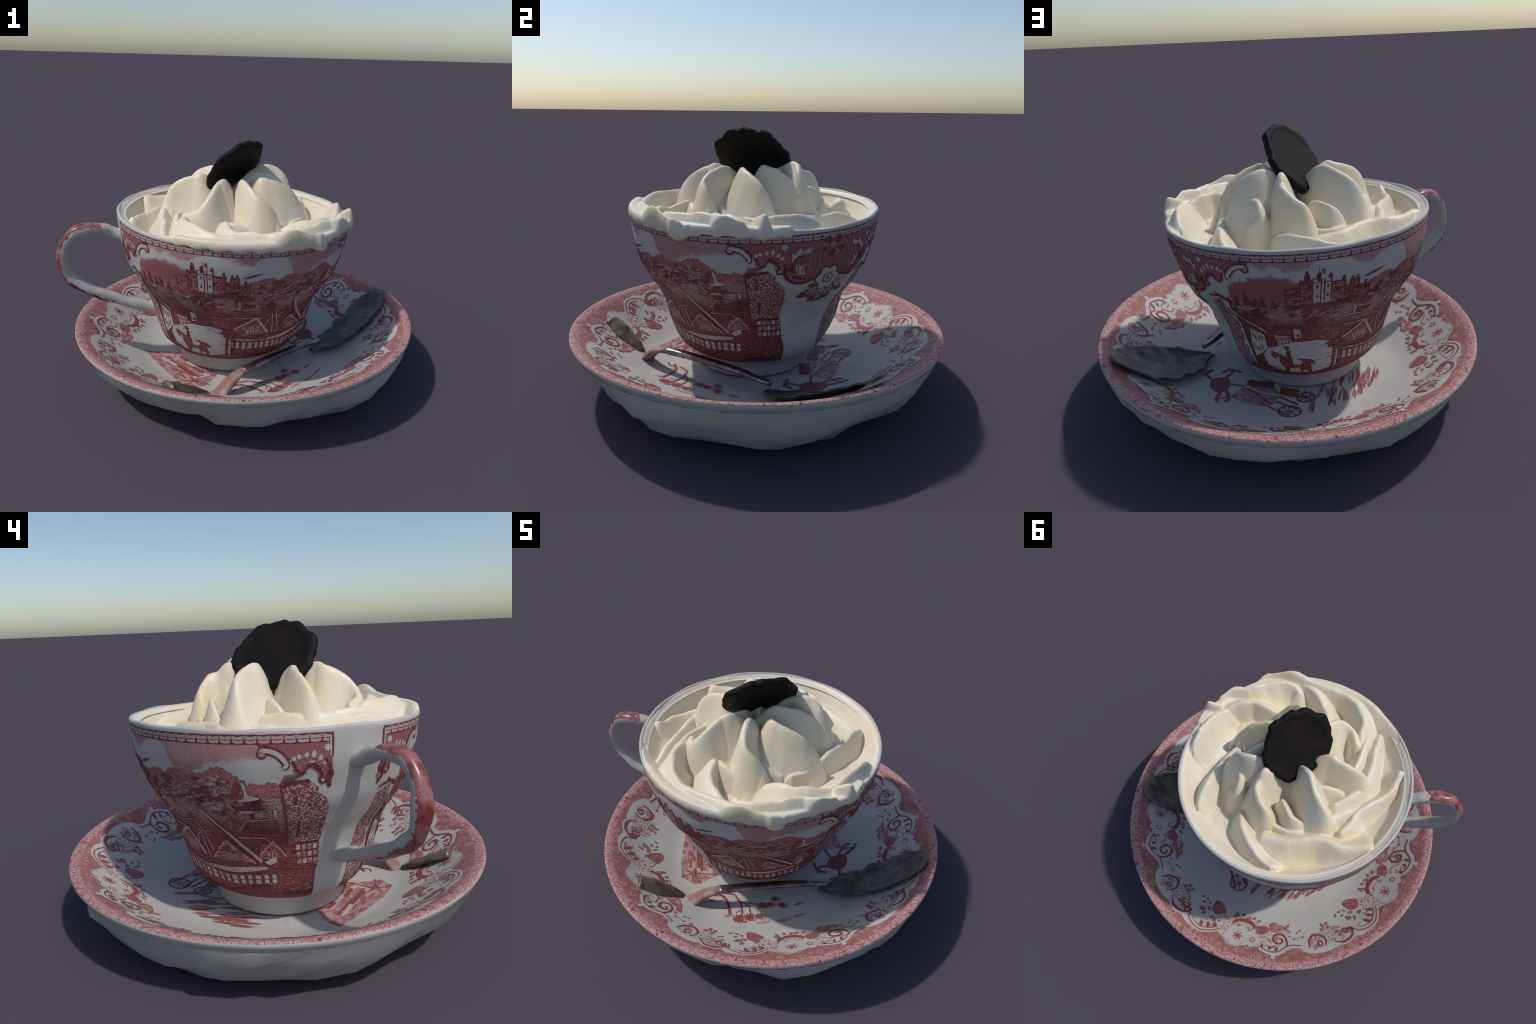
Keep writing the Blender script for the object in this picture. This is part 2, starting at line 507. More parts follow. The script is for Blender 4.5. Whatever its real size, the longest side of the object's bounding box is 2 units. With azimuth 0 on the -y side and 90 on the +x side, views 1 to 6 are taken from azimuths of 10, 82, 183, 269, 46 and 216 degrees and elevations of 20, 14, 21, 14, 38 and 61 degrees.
def build_handle():
    ctl = [(-.575, -.265, .838), (-.635, -.295, .846), (-.69, -.325, .868), (-.735, -.358, .890), (-.79, -.397, .900), (-.855, -.434, .880), (-.905, -.456, .815), (-.926, -.461, .725),
           (-.914, -.452, .645), (-.862, -.430, .588), (-.80, -.405, .545), (-.72, -.37, .50), (-.65, -.335, .467), (-.575, -.298, .436), (-.50, -.262, .410), (-.44, -.23, .39)]
    S = smooth(ctl, 18); n = len(S)
    t = np.linspace(0, 1, n)
    flare = np.clip(1 - t / .13, 0, 1) ** 2 + .7 * np.clip((t - .9) / .1, 0, 1) ** 2
    wide = .036 + .03 * flare + .003 * np.sin(t * 31)
    thick = .031 + .026 * flare + .002 * np.sin(t * 43 + 1)
    side = np.array([.468, -.883, 0.0])          # across the handle
    T = np.gradient(S, axis=0); T /= np.linalg.norm(T, axis=1)[:, None]
    out = np.cross(T, side); out /= np.linalg.norm(out, axis=1)[:, None]
    NS = 64
    V, F = sweep(S, wide, thick, out, NS, 2.3)
    V = np.asarray(V)
    V += (noise3(V, 11, 3, 2) * .006)[:, None] * np.array([.5, .5, .5])
    # print on the outer face, breaking up into stipple at its borders
    fm = []
    for f in F:
        if len(f) == 3:
            fm.append(0); continue
        i, j = f[0] // NS, f[0] % NS
        c = Vector(V[f[0]])
        s = math.sin(2 * math.pi * (j + .5) / NS) + .30 * mnoise.noise(c * 60) + .25 * mnoise.noise(c * 22)
        e = min((t[i] - .22) / .05, (.74 - t[i]) / .10) + .8 * mnoise.noise(c * 40)
        line = s > .55 and t[i] >= .70 and t[i] < .9 and mnoise.noise(c * 50) > .05
        fm.append(1 if (s > .30 and e > 0) or line else 2 if (s > .05 and e > -.6) else 0)
    return mesh_obj("cup_handle", V, F, None, cup, mats=[M_WHITE, M_HANDLE, M_HANDLE2], fmat=fm)


def handle_print():
    n = Nodes("handle_red_stipple")
    p = n.coord()
    f = n.mul(n.ss(n.voro(p, 120), .25, .6), .6)
    g = n.noise(p, 14, 3)
    n.finish(n.mix(n.ss(g, .4, .68), n.mix(f, ROSE, PINK), DARK), .3, .4)
    return n.m


M_HANDLE = handle_print()
M_HANDLE2 = ink("handle_pale_stipple", WHITE, PINK, "stipple", 140, .55, .25, .8)
HANDLE_OUT = 1.0
build_handle()

# =============================================================== SAUCER
saucer = empty("saucer", "round deep saucer with red printed floral border", "saucer")


def build_saucer():
    NV = 360
    rs = np.concatenate([np.linspace(.02, .90, 70), np.linspace(.905, .992, 24)])
    th = np.linspace(0, 2 * math.pi, NV, endpoint=False)
    V = [np.stack([SAU_C[0] + 0 * th[:1], SAU_C[1] + 0 * th[:1], [.07]], -1)]
    for r in rs:
        x, y = SAU_C[0] + r * np.cos(th), SAU_C[1] + r * np.sin(th)
        V.append(np.stack([x, y, dish_height(x, y)], -1))
    # rolled lip and the short outer wall below it
    for dr, dz in ((.996, -.004), (.997, -.011), (.995, -.020), (.989, -.030), (.982, -.042), (.974, -.056)):
        x, y = SAU_C[0] + dr * np.cos(th), SAU_C[1] + dr * np.sin(th)
        V.append(np.stack([x, y, saucer_height(SAU_C[0] + .992 * np.cos(th), SAU_C[1] + .992 * np.sin(th)) + dz], -1))
    V = np.vstack(V)
    n = len(rs) + 6
    F = [tuple(1 + k for k in q) for q in grid_faces(n, NV)]
    F += [(0, 1 + j, 1 + (j + 1) % NV) for j in range(NV)]
    F = [f for f in F]
    return mesh_obj("saucer_dish", V, F, None, saucer, mats=[M_SAUCER, M_WHITE],
                    fmat=[1 if f[0] > 1 + (len(rs) + 0) * NV else 0 for f in F])


build_saucer()

UNDER_A = [0, 24, 48, 72, 96, 120, 144, 168, 192, 216, 240, 252, 264, 276, 288, 300, 312, 324, 336, 348]
UNDER_R = [.85, .80, .81, .80, .79, .81, .82, .84, .83, .80, .80, .78, .76, .79, .81, .79, .82, .89, .83, .84]
UNDER_Z = [.06, .055, .045, .05, .05, .05, .05, .045, .05, .06, .07, .075, .075, .06, .06, .075, .08, .075, .08, .065]


def build_underside():
    NV = 46
    rng = np.random.default_rng(11)
    th = np.linspace(0, 360, NV, endpoint=False) + rng.uniform(-1.6, 1.6, NV)
    rb, zb = cyclic(UNDER_A, UNDER_R, th), cyclic(UNDER_A, UNDER_Z, th)
    V = []
    a = np.radians(th)
    zr = saucer_height(SAU_C[0] + .97 * np.cos(a), SAU_C[1] + .97 * np.sin(a)) - .040
    for k, (f, bulge) in enumerate(((0, 0), (.25, .02), (.5, .03), (.75, .025), (1, 0))):
        r = .984 * (1 - f) + rb * f + bulge + (rng.uniform(-.018, .018, NV) if 0 < k < 4 else rng.uniform(-.02, .02, NV) * (k > 0))
        z = zr * (1 - f) + zb * f + (rng.uniform(-.012, .012, NV) if 0 < k < 4 else 0)
        V.append(np.stack([SAU_C[0] + r * np.cos(a), SAU_C[1] + r * np.sin(a), np.maximum(z, .001)], -1))
    for rr, zz in ((.63, .022), (.50, .002), (.42, .012)):
        rj = rr + (rng.uniform(-.02, .02, NV) if rr > .45 else 0)
        V.append(np.stack([SAU_C[0] + rj * np.cos(a), SAU_C[1] + rj * np.sin(a), zz + (rng.uniform(-.001, .006, NV) if rr > .45 else 0) + 0 * a], -1))
    V = np.vstack(V)
    V[NV * 6:NV * 7, 2] -= V[NV * 6:NV * 7, 2].min() - .0001
    F = grid_faces(8, NV, flip=True)
    c = len(V); V = np.vstack([V, [[0, 0, .02]]])
    F += [(7 * NV + (j + 1) % NV, 7 * NV + j, c) for j in range(NV)]
    o = mesh_obj("saucer_underside", V, F, M_WHITE, saucer, smoothed=True, angle=35)
    return o


build_underside()

# ================================================= PRINTED DECORATION
from mathutils.geometry import delaunay_2d_cdt


class Print:
    """Flat printed shapes laid on a glazed surface. Shapes are drawn in a local
    metric chart (u, v); place(uv, lift) puts them on the surface."""

    def __init__(self, place, keep=None):
        self.place, self.keep = place, keep
        self.parts = {}

    def put(self, mat, uv, faces, layer):
        if self.keep is not None and len(faces):
            faces = [f for f in faces if self.keep(np.mean([uv[i] for i in f], axis=0))]
        if len(faces):
            self.parts.setdefault(mat, []).append((np.asarray(uv, float), faces, layer))

    def fill(self, mat, poly, layer=0, rounded=False, cell=.022):
        p = np.array(poly, float)
        if rounded:
            q = np.vstack([p, p[:1]])
            q = np.vstack([p[-1:], q, p[1:2]])
            s = smooth(q, 5)
            p = s[5:-6]
        edge = []
        for a, b in zip(p, np.roll(p, -1, 0)):
            n = max(1, int(np.hypot(*(b - a)) / cell))
            edge += [a + (b - a) * k / n for k in range(n)]
        lo, hi = p.min(0), p.max(0)
        inner = [(x, y) for x in np.arange(lo[0] + cell / 2, hi[0], cell) for y in np.arange(lo[1] + cell / 2, hi[1], cell)]
        V, _, F, *_ = delaunay_2d_cdt([Vector(e) for e in edge] + [Vector(e) for e in inner], [], [list(range(len(edge)))], 1, 1e-6)
        self.put(mat, np.array([tuple(v) for v in V]), [tuple(f) for f in F], layer)

    def stroke(self, mat, pts, width, layer=0, taper=0.0, curved=True):
        p = smooth(pts, 6) if curved and len(pts) > 2 else np.array(pts, float)
        out = [p[0]]
        for a, b in zip(p[:-1], p[1:]):
            n = max(1, int(np.hypot(*(b - a)) / .015))
            out += [a + (b - a) * k / n for k in range(1, n + 1)]
        p = np.array(out)
        d = np.gradient(p, axis=0); d /= np.linalg.norm(d, axis=1)[:, None] + 1e-9
        s = np.stack([-d[:, 1], d[:, 0]], -1)
        t = np.linspace(0, 1, len(p))
        w = width * .5 * (1 - taper * np.abs(2 * t - 1) ** 2)[:, None]
        uv = np.empty((2 * len(p), 2)); uv[0::2] = p + s * w; uv[1::2] = p - s * w
        self.put(mat, uv, [(2 * i, 2 * i + 1, 2 * i + 3, 2 * i + 2) for i in range(len(p) - 1)], layer)

    def disc(self, mat, c, r, layer=0, lobes=0, depth=.25, squash=1.0, turn=0.0):
        n = 28
        a = np.linspace(0, 2 * math.pi, n, endpoint=False)
        rr = r * (1 + (depth * (np.abs(np.cos(lobes * a / 2 + turn)) - .6) if lobes else 0))
        uv = np.vstack([np.stack([c[0] + rr * np.cos(a), c[1] + rr * squash * np.sin(a)], -1), [c]])
        self.put(mat, uv, [(i, (i + 1) % n, n) for i in range(n)], layer)

    def leaf(self, mat, a, b, wide, layer=0, vein=None):
        a, b = np.array(a, float), np.array(b, float)
        d = b - a; s = np.array([-d[1], d[0]]); s /= np.hypot(*s) + 1e-9
        poly = [a, a + d * .25 + s * wide * .75, a + d * .55 + s * wide, a + d * .85 + s * wide * .4, b,
                a + d * .85 - s * wide * .4, a + d * .55 - s * wide, a + d * .25 - s * wide * .75]
        self.fill(mat, poly, layer, cell=.03)
        if vein:
            self.stroke(vein, [a + d * .1, a + d * .9], wide * .22, layer + 1)

    def scroll(self, mat, c, r, start, turns, width, layer=0, hand=1, inner=None):
        """volute curling in from radius r"""
        t = np.linspace(0, 1, 14)
        a = math.radians(start) + hand * t * turns * 2 * math.pi
        rr = r * (1 - .8 * t)
        pts = np.stack([c[0] + rr * np.cos(a), c[1] + rr * np.sin(a)], -1)
        self.stroke(mat, pts, width, layer, taper=.3)
        if inner:
            self.stroke(inner, pts[:-2], width * .4, layer + 1, taper=.4)

    def build(self, name, parent):
        mats = list(self.parts)
        V, F, FM, base = [], [], [], 0
        for k, m in enumerate(mats):
            for uv, faces, layer in self.parts[m]:
                V.append(self.place(uv, .0011 + .0005 * layer))
                F += [tuple(base + i for i in f) for f in faces]
                FM += [k] * len(faces)
                base += len(uv)
        o = mesh_obj(name, np.vstack(V), F, None, parent, mats=mats, fmat=FM)
        o["kind"] = "stuff"
        return o


# The cup's chart: u = a * KU with a in degrees along the wall, v = print height.
KU = .0105


def cup_place(centre):
    def place(uv, lift):
        phi = np.radians(uv[:, 0] / KU + centre)
        return cup_surface(phi, uv[:, 1], lift)
    return place


def U(pts):
    return [(a * KU, z) for a, z in pts]


def castle_landscape(P):
    # keep with its white towers
    P.fill(M_ROSEH, U([(-7.8, .825), (-3.3, .825), (-3.4, .705), (-8.0, .695)]), 1)
    P.fill(M_ROSEH, U([(-13.9, .775), (-8.0, .789), (-8.0, .695), (-13.6, .705)]), 1)
    P.fill(M_ROSEH, U([(4.0, .806), (9.5, .806), (9.7, .715), (4.0, .715)]), 1)
    P.fill(M_ROSEH, U([(9.5, .777), (11.6, .777), (11.6, .800), (15.2, .804), (15.5, .763), (20.6, .769), (20.8, .715), (9.5, .715)]), 1)
    P.fill(M_INK, U([(-6.2, .848), (-4.2, .852), (-4.2, .82), (-6.2, .82)]), 2)
    P.fill(M_RES, U([(-3.1, .828), (3.9, .822), (4.0, .712), (-3.2, .700)]), 2)
    P.fill(M_RES, U([(-.1, .860), (1.2, .860), (1.2, .81), (-.1, .81)]), 3)
    P.fill(M_INK, U([(-1.7, .846), (-.8, .858), (-.7, .893), (-.5, .858), (.2, .849), (.1, .815), (-1.6, .815)]), 3)
    for a0, z0, a1, z1 in ((-3.2, .825, -3.3, .702), (.1, .83, -.1, .705), (1.3, .825, 1.3, .712), (3.9, .835, 4.0, .712), (-3.2, .808, 3.9, .810), (-7.9, .826, -8.1, .70),
                           (-7.8, .812, -3.2, .814), (9.6, .806, 9.7, .72), (11.6, .798, 11.8, .72), (15.3, .803, 15.6, .72), (4.1, .806, 9.5, .804), (9.5, .755, 20.7, .745), (-13.9, .775, -8, .788),
                           (-13.9, .775, -13.7, .705), (2.4, .834, 4.5, .838), (-3.2, .828, -.2, .83), (20.6, .769, 20.8, .72), (13.2, .80, 13.4, .725)):
        P.stroke(M_INK, U([(a0, z0), (a1, z1)]), .0048, 4)
    for a, z in ((-1.5, .787), (-1.5, .735), (2.6, .788), (2.6, .742), (-6.6, .80), (-4.6, .79), (-6.3, .762), (-6.4, .73), (-4.3, .735), (-11, .75), (-9.5, .755), (6, .77), (8, .765), (17.2, .74), (19, .74)):
        P.fill(M_INK, U([(a - .35, z - .008), (a + .35, z - .008), (a + .35, z + .009), (a - .35, z + .009)]), 4)
    for a, z in ((8.8, .818), (-5.2, .858), (18.4, .774), (12.4, .807), (14.4, .808), (.9, .863), (3.6, .84)):
        P.fill(M_INK, U([(a - .6, z - .012), (a + .6, z - .012), (a + .5, z + .010), (a - .5, z + .010)]), 3)
    # streak of cloud
    P.stroke(M_ROSE, U([(16.7, .797), (21.3, .810), (26.5, .824)]), .012, 2, taper=1)
    # scattered pale breaks in the wooded hill
    for a, z, w, s in ((-9, .655, 4, .02), (-4.2, .622, 2.4, .03), (1.5, .632, 4, .022), (7.5, .612, 5, .016), (-28.5, .668, 5, .02), (-20, .632, 4, .016), (9.3, .58, 2.5, .016)):
        P.fill(M_PALE, U([(a - w * .5, z - s * .6), (a, z - s * .2), (a + w * .5, z + s * .6), (a + w * .1, z + s * .45), (a - w * .3, z + s * .1)]), 2, rounded=True)
    # dark little firs on the far ridge
    for a, z, h in ((-39, .695, .03), (-35, .70, .04), (-30.5, .705, .06), (-26.5, .70, .04), (-23.5, .70, .045), (-19, .695, .03)):
        P.fill(M_INK, U([(a - 1.5, z - .02), (a - .6, z + h * .5), (a, z + h), (a + .7, z + h * .5), (a + 1.6, z - .02)]), 2)
    # cloud of dark leafage on the round trees
    rng = np.random.default_rng(21)
    for k in range(46):
        a = rng.uniform(20, 66); z = rng.uniform(.655, .775)
        w, s = rng.uniform(1.2, 3.4), rng.uniform(.008, .02)
        P.fill(M_INKF, U([(a - w, z), (a - w * .4, z + s), (a + w * .5, z + s * .7), (a + w, z), (a + w * .2, z - s * .8), (a - w * .5, z - s * .6)]), 2, rounded=True, cell=.04)
    for k in range(30):
        a = rng.uniform(-14, 16); z = rng.uniform(.60, .70)
        w, s = rng.uniform(1.0, 2.6), rng.uniform(.007, .016)
        P.fill(M_INKF, U([(a - w, z), (a - w * .4, z + s), (a + w * .5, z + s * .7), (a + w, z), (a + w * .2, z - s * .8), (a - w * .5, z - s * .6)]), 2, rounded=True, cell=.04)
    # the knobbly outline of the round trees
    for a, z in ((21.4, .757), (23, .768), (25, .772), (27, .776), (29, .784), (31, .786), (33, .772), (35, .764), (36.6, .780), (38.4, .788), (40.4, .790), (42.5, .780), (44.3, .768),
                 (47, .772), (49, .781), (51.5, .79), (54, .803), (56.5, .811), (59, .810), (61.5, .795), (63.5, .780), (65.5, .765), (70, .752), (73, .755), (76, .752), (78.5, .745)):
        P.disc(M_ROSEF, (a * KU, z - .012), .024 + .006 * math.sin(a * 3), 1, lobes=7, depth=.2)

    # ---- the village
    P.fill(M_ROSEH, U([(1.7, .527), (12.7, .526), (11.8, .446), (1.5, .455)]), 1)
    for a in np.arange(2.6, 12, 1.5):
        P.stroke(M_INK, U([(a, .515), (a - .1, .465)]), .003, 2)
    P.fill(M_INKH, U([(3.9, .418), (7.5, .432), (14.5, .440), (36, .43), (36, .385), (20, .378), (8, .384)]), 2)
    # gable of the near house
    P.fill(M_ROSEH, U([(14.7, .437), (27.7, .508), (36, .398), (20, .395)]), 3)
    P.stroke(M_PALE, U([(14.5, .440), (27.9, .513)]), .014, 4, curved=False)
    P.stroke(M_PALE, U([(27.7, .513), (37.2, .400)]), .018, 4, curved=False)
    P.stroke(M_INK, U([(16.5, .437), (27.4, .497)]), .004, 5, curved=False)
    P.stroke(M_INK, U([(27.6, .502), (35.6, .398)]), .004, 5, curved=False)
    for a in (23.6, 25.4, 27.2, 29.0, 30.4):
        P.stroke(M_PALE, U([(a, .410), (a - .2, .452)]), .009, 4)
    P.stroke(M_PALE, U([(13.5, .526), (31.0, .512)]), .006, 4)
    P.stroke(M_PALE, U([(10.9, .604), (21.4, .585), (29.6, .614)]), .006, 4, curved=False)
    P.stroke(M_RES, U([(16.4, .647), (16.9, .595)]), .010, 4)
    P.stroke(M_PALE, U([(25.6, .625), (25.9, .590)]), .010, 4)
    P.fill(M_INKH, U([(17.6, .63), (25.0, .62), (25.2, .592), (17.4, .598)]), 3)
    for a0, z0, a1, z1 in ((13.2, .57, 30, .555), (31, .56, 42, .58), (33, .54, 44, .50), (36, .50, 46, .53)):
        P.stroke(M_PINKH, U([(a0, z0), (a1, z1)]), .005, 3)
    # second gable and the great sloping barge boards
    P.fill(M_ROSEH, U([(42.5, .395), (52, .492), (66.3, .396)]), 3)
    P.stroke(M_PALE, U([(46.6, .640), (54.8, .530), (69.2, .402)]), .016, 5)
    P.stroke(M_INK, U([(46.4, .625), (53.4, .512), (67.2, .396)]), .006, 5)
    P.stroke(M_PINKH, U([(52.5, .488), (66.0, .392)]), .012, 4, curved=False)
    P.stroke(M_PINKH, U([(52.2, .492), (42.5, .395)]), .010, 4, curved=False)
    P.fill(M_INK, U([(50.2, .440), (57.3, .443), (57.7, .399), (51.0, .391)]), 4)
    for k in range(7):
        a = 50.7 + k * 1.05
        P.stroke(M_PALE, U([(a, .436), (a + .5, .398)]), .0055, 5)
    P.fill(M_ROSEH, U([(70, .485), (76, .497), (81, .42), (68, .41)]), 3)
    P.stroke(M_PALE, U([(68.5, .43), (75.5, .500), (81.5, .425)]), .007, 4, curved=False)
    for a in (73, 74.8, 76.6):
        P.stroke(M_PALE, U([(a, .415), (a, .45)]), .006, 4)
    P.fill(M_RES, U([(70.5, .40), (73, .385), (77, .402), (76, .425), (73.5, .415)]), 5)
    # distant roofs
    P.fill(M_PINKH, U([(49.3, .675), (59.5, .686), (56.8, .640), (47.4, .646)]), 3)
    P.fill(M_ROSEH, U([(59.8, .683), (62.0, .645), (61.9, .624), (56.6, .619), (56.9, .640)]), 3)
    P.stroke(M_PALE, U([(59.8, .681), (62.1, .645)]), .008, 4)
    P.stroke(M_PALE, U([(63.8, .641), (68.9, .645)]), .013, 4)
    P.fill(M_PINKH, U([(69.3, .651), (75.9, .659), (76.1, .618), (69.3, .615)]), 3)
    P.stroke(M_RES, U([(77.0, .657), (77.4, .625)]), .012, 4)
    for pts in ([(61, .548), (65.6, .602), (76.2, .612)], [(59.4, .511), (72, .517), (75.8, .479)], [(53.6, .578), (57.4, .618)]):
        P.stroke(M_PALE, U(pts), .005, 4, curved=False)
    for z in np.arange(.535, .605, .011):
        P.stroke(M_INK, U([(62 + (z - .53) * 40, z), (78.5, z + .006)]), .0032, 3)
    P.fill(M_RES, U([(66.1, .765), (67.4, .757), (67.9, .722), (71.8, .708), (70.3, .698), (63.8, .688), (66.8, .712)]), 4, rounded=True)
    for a0, z0, a1, z1 in ((19.1, .476, 24.1, .399), (37.5, .53, 40.5, .395), (38.6, .57, 43.5, .43), (33, .43, 36, .50)):
        P.stroke(M_PALE, U([(a0, z0), (a1, z1)]), .007, 4)
    # timbered front: a row of pale panels between dark posts
    P.fill(M_INKH, U([(10.2, .378), (30, .345), (50, .332), (72, .345), (72, .27), (50, .235), (30, .25), (10.0, .245)]), 2)
    P.stroke(M_PALE, U([(38, .352), (52, .352), (72, .372)]), .026, 3, taper=.5)
    P.stroke(M_PINKH, U([(12, .376), (30, .355), (44, .345)]), .012, 3)
    a = 11.5
    k = 0
    while a < 74:
        zc = np.interp(a, [10, 20, 30, 50, 72], [.335, .325, .318, .302, .318]); w = 2.3 if k % 3 else 3.0
        m = M_RES if k % 4 in (1, 2) else M_PALE
        P.fill(m, U([(a, zc - .022), (a + w, zc - .024), (a + w - .1, zc + .020), (a + .1, zc + .022)]), 4)
        P.stroke(M_INK, U([(a + .2, zc), (a + w - .2, zc - .002)]), .004, 5)
        a += w + 1.9; k += 1
    for a0 in (9.8, 13.4, 15.0):
        P.stroke(M_INK, U([(a0 + .3, .375), (a0, .24)]), .012, 4)
    P.stroke(M_RES, U([(12.2, .372), (12.0, .245)]), .012, 4)
    P.stroke(M_INK, U([(10, .256), (40, .232), (72, .275)]), .012, 4)

    # ---- the road with its rider
    P.fill(M_RES, U([(-28, .40), (-14.3, .445), (-.1, .452), (9.0, .430), (5.8, .415), (10, .379), (10.0, .262), (0, .240), (-18, .235), (-31.5, .275), (-32, .353)]), 2)
    rng = np.random.default_rng(5)
    for k in range(34):
        a, z = rng.uniform(-12, 9), rng.uniform(.285, .43)
        P.stroke(M_ROSE, U([(a, z), (a + rng.uniform(1, 3.5), z + rng.uniform(-.004, .010))]), .004, 3, taper=.8)
    for k in range(24):
        a, z = rng.uniform(-31, -22), rng.uniform(.245, .285)
        P.stroke(M_INK, U([(a, z), (a + 1.0, z + .006)]), .004, 3, taper=.8)
    P.fill(M_INKF, U([(-26.4, .387), (-27.3, .35), (-24.8, .330), (-24.0, .345), (-22.4, .347), (-23, .311), (-20.3, .27), (-21, .209), (-18.6, .215), (-16.9, .27), (-10.9, .278), (-9, .222),
                      (-8.2, .262), (-5, .250), (-4.4, .232), (-2.6, .232), (-3.7, .302), (-1.8, .30), (-.6, .29), (-1.2, .318), (-3.7, .331), (-10.2, .343), (-14, .325), (-17.7, .345), (-22.6, .372)]), 4)
    P.fill(M_RES, U([(-14.6, .33), (-10.6, .335), (-8.5, .318), (-10.5, .297), (-14.4, .30)]), 5)
    P.fill(M_INK, U([(-18.4, .36), (-17.4, .392), (-15.0, .39), (-14.2, .35), (-15.2, .315), (-17.4, .33)]), 5)
    P.fill(M_RES, U([(-15.6, .385), (-13.6, .38), (-11.4, .345), (-13.2, .315), (-14.6, .33)]), 6)
    P.disc(M_INK, (-17.2 * KU, .408), .014, 5); P.stroke(M_INK, U([(-19.2, .415), (-15.4, .41)]), .006, 6)
    # white houses on the left
    P.fill(M_RES, U([(-36.5, .51), (-29, .482), (-28.3, .40), (-33, .36), (-37.9, .328), (-38.4, .412)]), 3)
    for a, z in ((-35.5, .47), (-34.3, .45), (-32.2, .455), (-36.6, .40), (-34.8, .385), (-33, .39), (-31.2, .405), (-30.5, .46)):
        P.stroke(M_INK, U([(a, z - .015), (a - .4, z + .015)]), .008, 4)
    P.fill(M_PALE, U([(-23, .49), (-15.7, .484), (-14, .451), (-21.7, .425)]), 3)
    for a in (-21.5, -19.5, -17.5, -15.8):
        P.stroke(M_INK, U([(a, .48), (a + .4, .435)]), .004, 4)
    P.stroke(M_INK, U([(-22.5, .462), (-14.6, .466)]), .004, 4)
    P.fill(M_RES, U([(-12.5, .531), (-9.1, .53), (-8.4, .478), (-12.2, .466)]), 3)
    P.disc(M_INK, (-10.2 * KU, .487), .010, 4)
    P.fill(M_INKH, U([(-24, .50), (-16.9, .561), (-13, .53), (-14, .487)]), 3)
    P.fill(M_ROSEH, U([(-30, .50), (-39, .60), (-41.5, .64), (-37, .60), (-27.5, .52)]), 3)
    P.stroke(M_RES, U([(-27, .50), (-36.5, .585), (-41, .645)]), .010, 4)
    # tall white wall and the stippled cliff beside it
    P.fill(M_RES, U([(-43, .69), (-39.6, .69), (-39.6, .60), (-41.1, .538), (-41.8, .453), (-40, .357), (-40.2, .262), (-43, .275), (-45, .405), (-43.6, .528)]), 3)
    for a, z in ((-41.6, .62), (-43, .52), (-43.6, .44), (-42.4, .36), (-41.6, .30)):
        P.stroke(M_INK, U([(a, z - .028), (a - .4, z + .028)]), .011, 4)
    P.stroke(M_INK, U([(-39.4, .69), (-40.6, .55), (-41.2, .45), (-38.8, .34), (-38.6, .262)]), .006, 4)
    P.fill(M_STONE, U([(-50.4, .67), (-43.4, .70), (-43.8, .53), (-45.4, .40), (-43.6, .275), (-46, .235), (-52, .235), (-55.5, .31), (-56.3, .42), (-54, .52), (-50.5, .60)]), 3)
    P.stroke(M_INK, U([(-50.5, .70), (-43.2, .712), (-38.5, .685)]), .012, 4)
    P.stroke(M_INK, U([(-46, .73), (-40.5, .69)]), .007, 4)
    for k in range(16):
        a, z = rng.uniform(-38, -32), rng.uniform(.255, .315)
        P.stroke(M_INK, U([(a, z), (a + rng.uniform(-1, 1.4), z + .022)]), .005, 3)

    # ---- round stone tower on the right
    P.fill(M_STONE, U([(79.6, .745), (90, .766), (92.6, .745), (92.6, .722), (95.6, .70), (97.6, .647), (97.9, .608), (97.2, .55), (98.3, .496), (82.3, .488), (80.9, .636)]), 3)
    P.fill(M_INK, U([(78.9, .761), (80.6, .768), (88.9, .777), (90, .766), (84, .756), (80.1, .744)]), 4)
    for k in range(5):
        P.stroke(M_INK, U([(79.6 + k * .3, .768 + k * .006), (84.5 + k, .776 + k * .006)]), .003, 4)
    P.stroke(M_INK, U([(79.8, .745), (81, .636), (82.3, .49)]), .009, 4)
    for a, z, w, h in ((84.4, .725, .6, .009), (84.7, .690, .65, .016), (86.4, .56, .6, .042)):
        P.fill(M_INK, U([(a - w, z - h), (a + w, z - h), (a + w, z + h), (a - w, z + h)]), 5)
    P.stroke(M_RES, U([(83.5, .668), (86, .668)]), .006, 5)
    for k in range(60):
        a, z = rng.uniform(90.5, 98), rng.uniform(.50, .72)
        P.stroke(M_INK, U([(a, z), (a + rng.uniform(.6, 1.8), z + rng.uniform(-.008, .010))]), .0045, 5, taper=.8)
    P.fill(M_INKH, U([(82.3, .49), (98.6, .482), (101.6, .355), (74, .375), (78, .45)]), 3)
    for k in range(5):
        for j in range(3):
            a, z = 86 + k * 2.7 + j * .5, .468 - j * .034
            P.fill(M_PINKH if (k + j) % 3 else M_RES, U([(a, z - .012), (a + 1.9, z - .012), (a + 1.9, z + .011), (a, z + .011)]), 4)
    for k in range(30):
        a, z = rng.uniform(74, 102), rng.uniform(.25, .345)
        P.stroke(M_PALE, U([(a, z), (a + rng.uniform(1, 3), z + rng.uniform(-.005, .008))]), .005, 3, taper=.7)
    # engraved lines over hill and roofs
    for k in range(520):
        a, z = rng.uniform(-26, 98), rng.uniform(.25, .70)
        if -30 < a < 10 and z < .46:
            continue
        sl = rng.choice([-.010, .004, .014])
        P.stroke((M_INK, M_PINKH, M_PALE, M_INK)[k % 4], U([(a, z), (a + rng.uniform(.9, 3.0), z + sl)]), rng.uniform(.0024, .0042), 3, taper=.8)
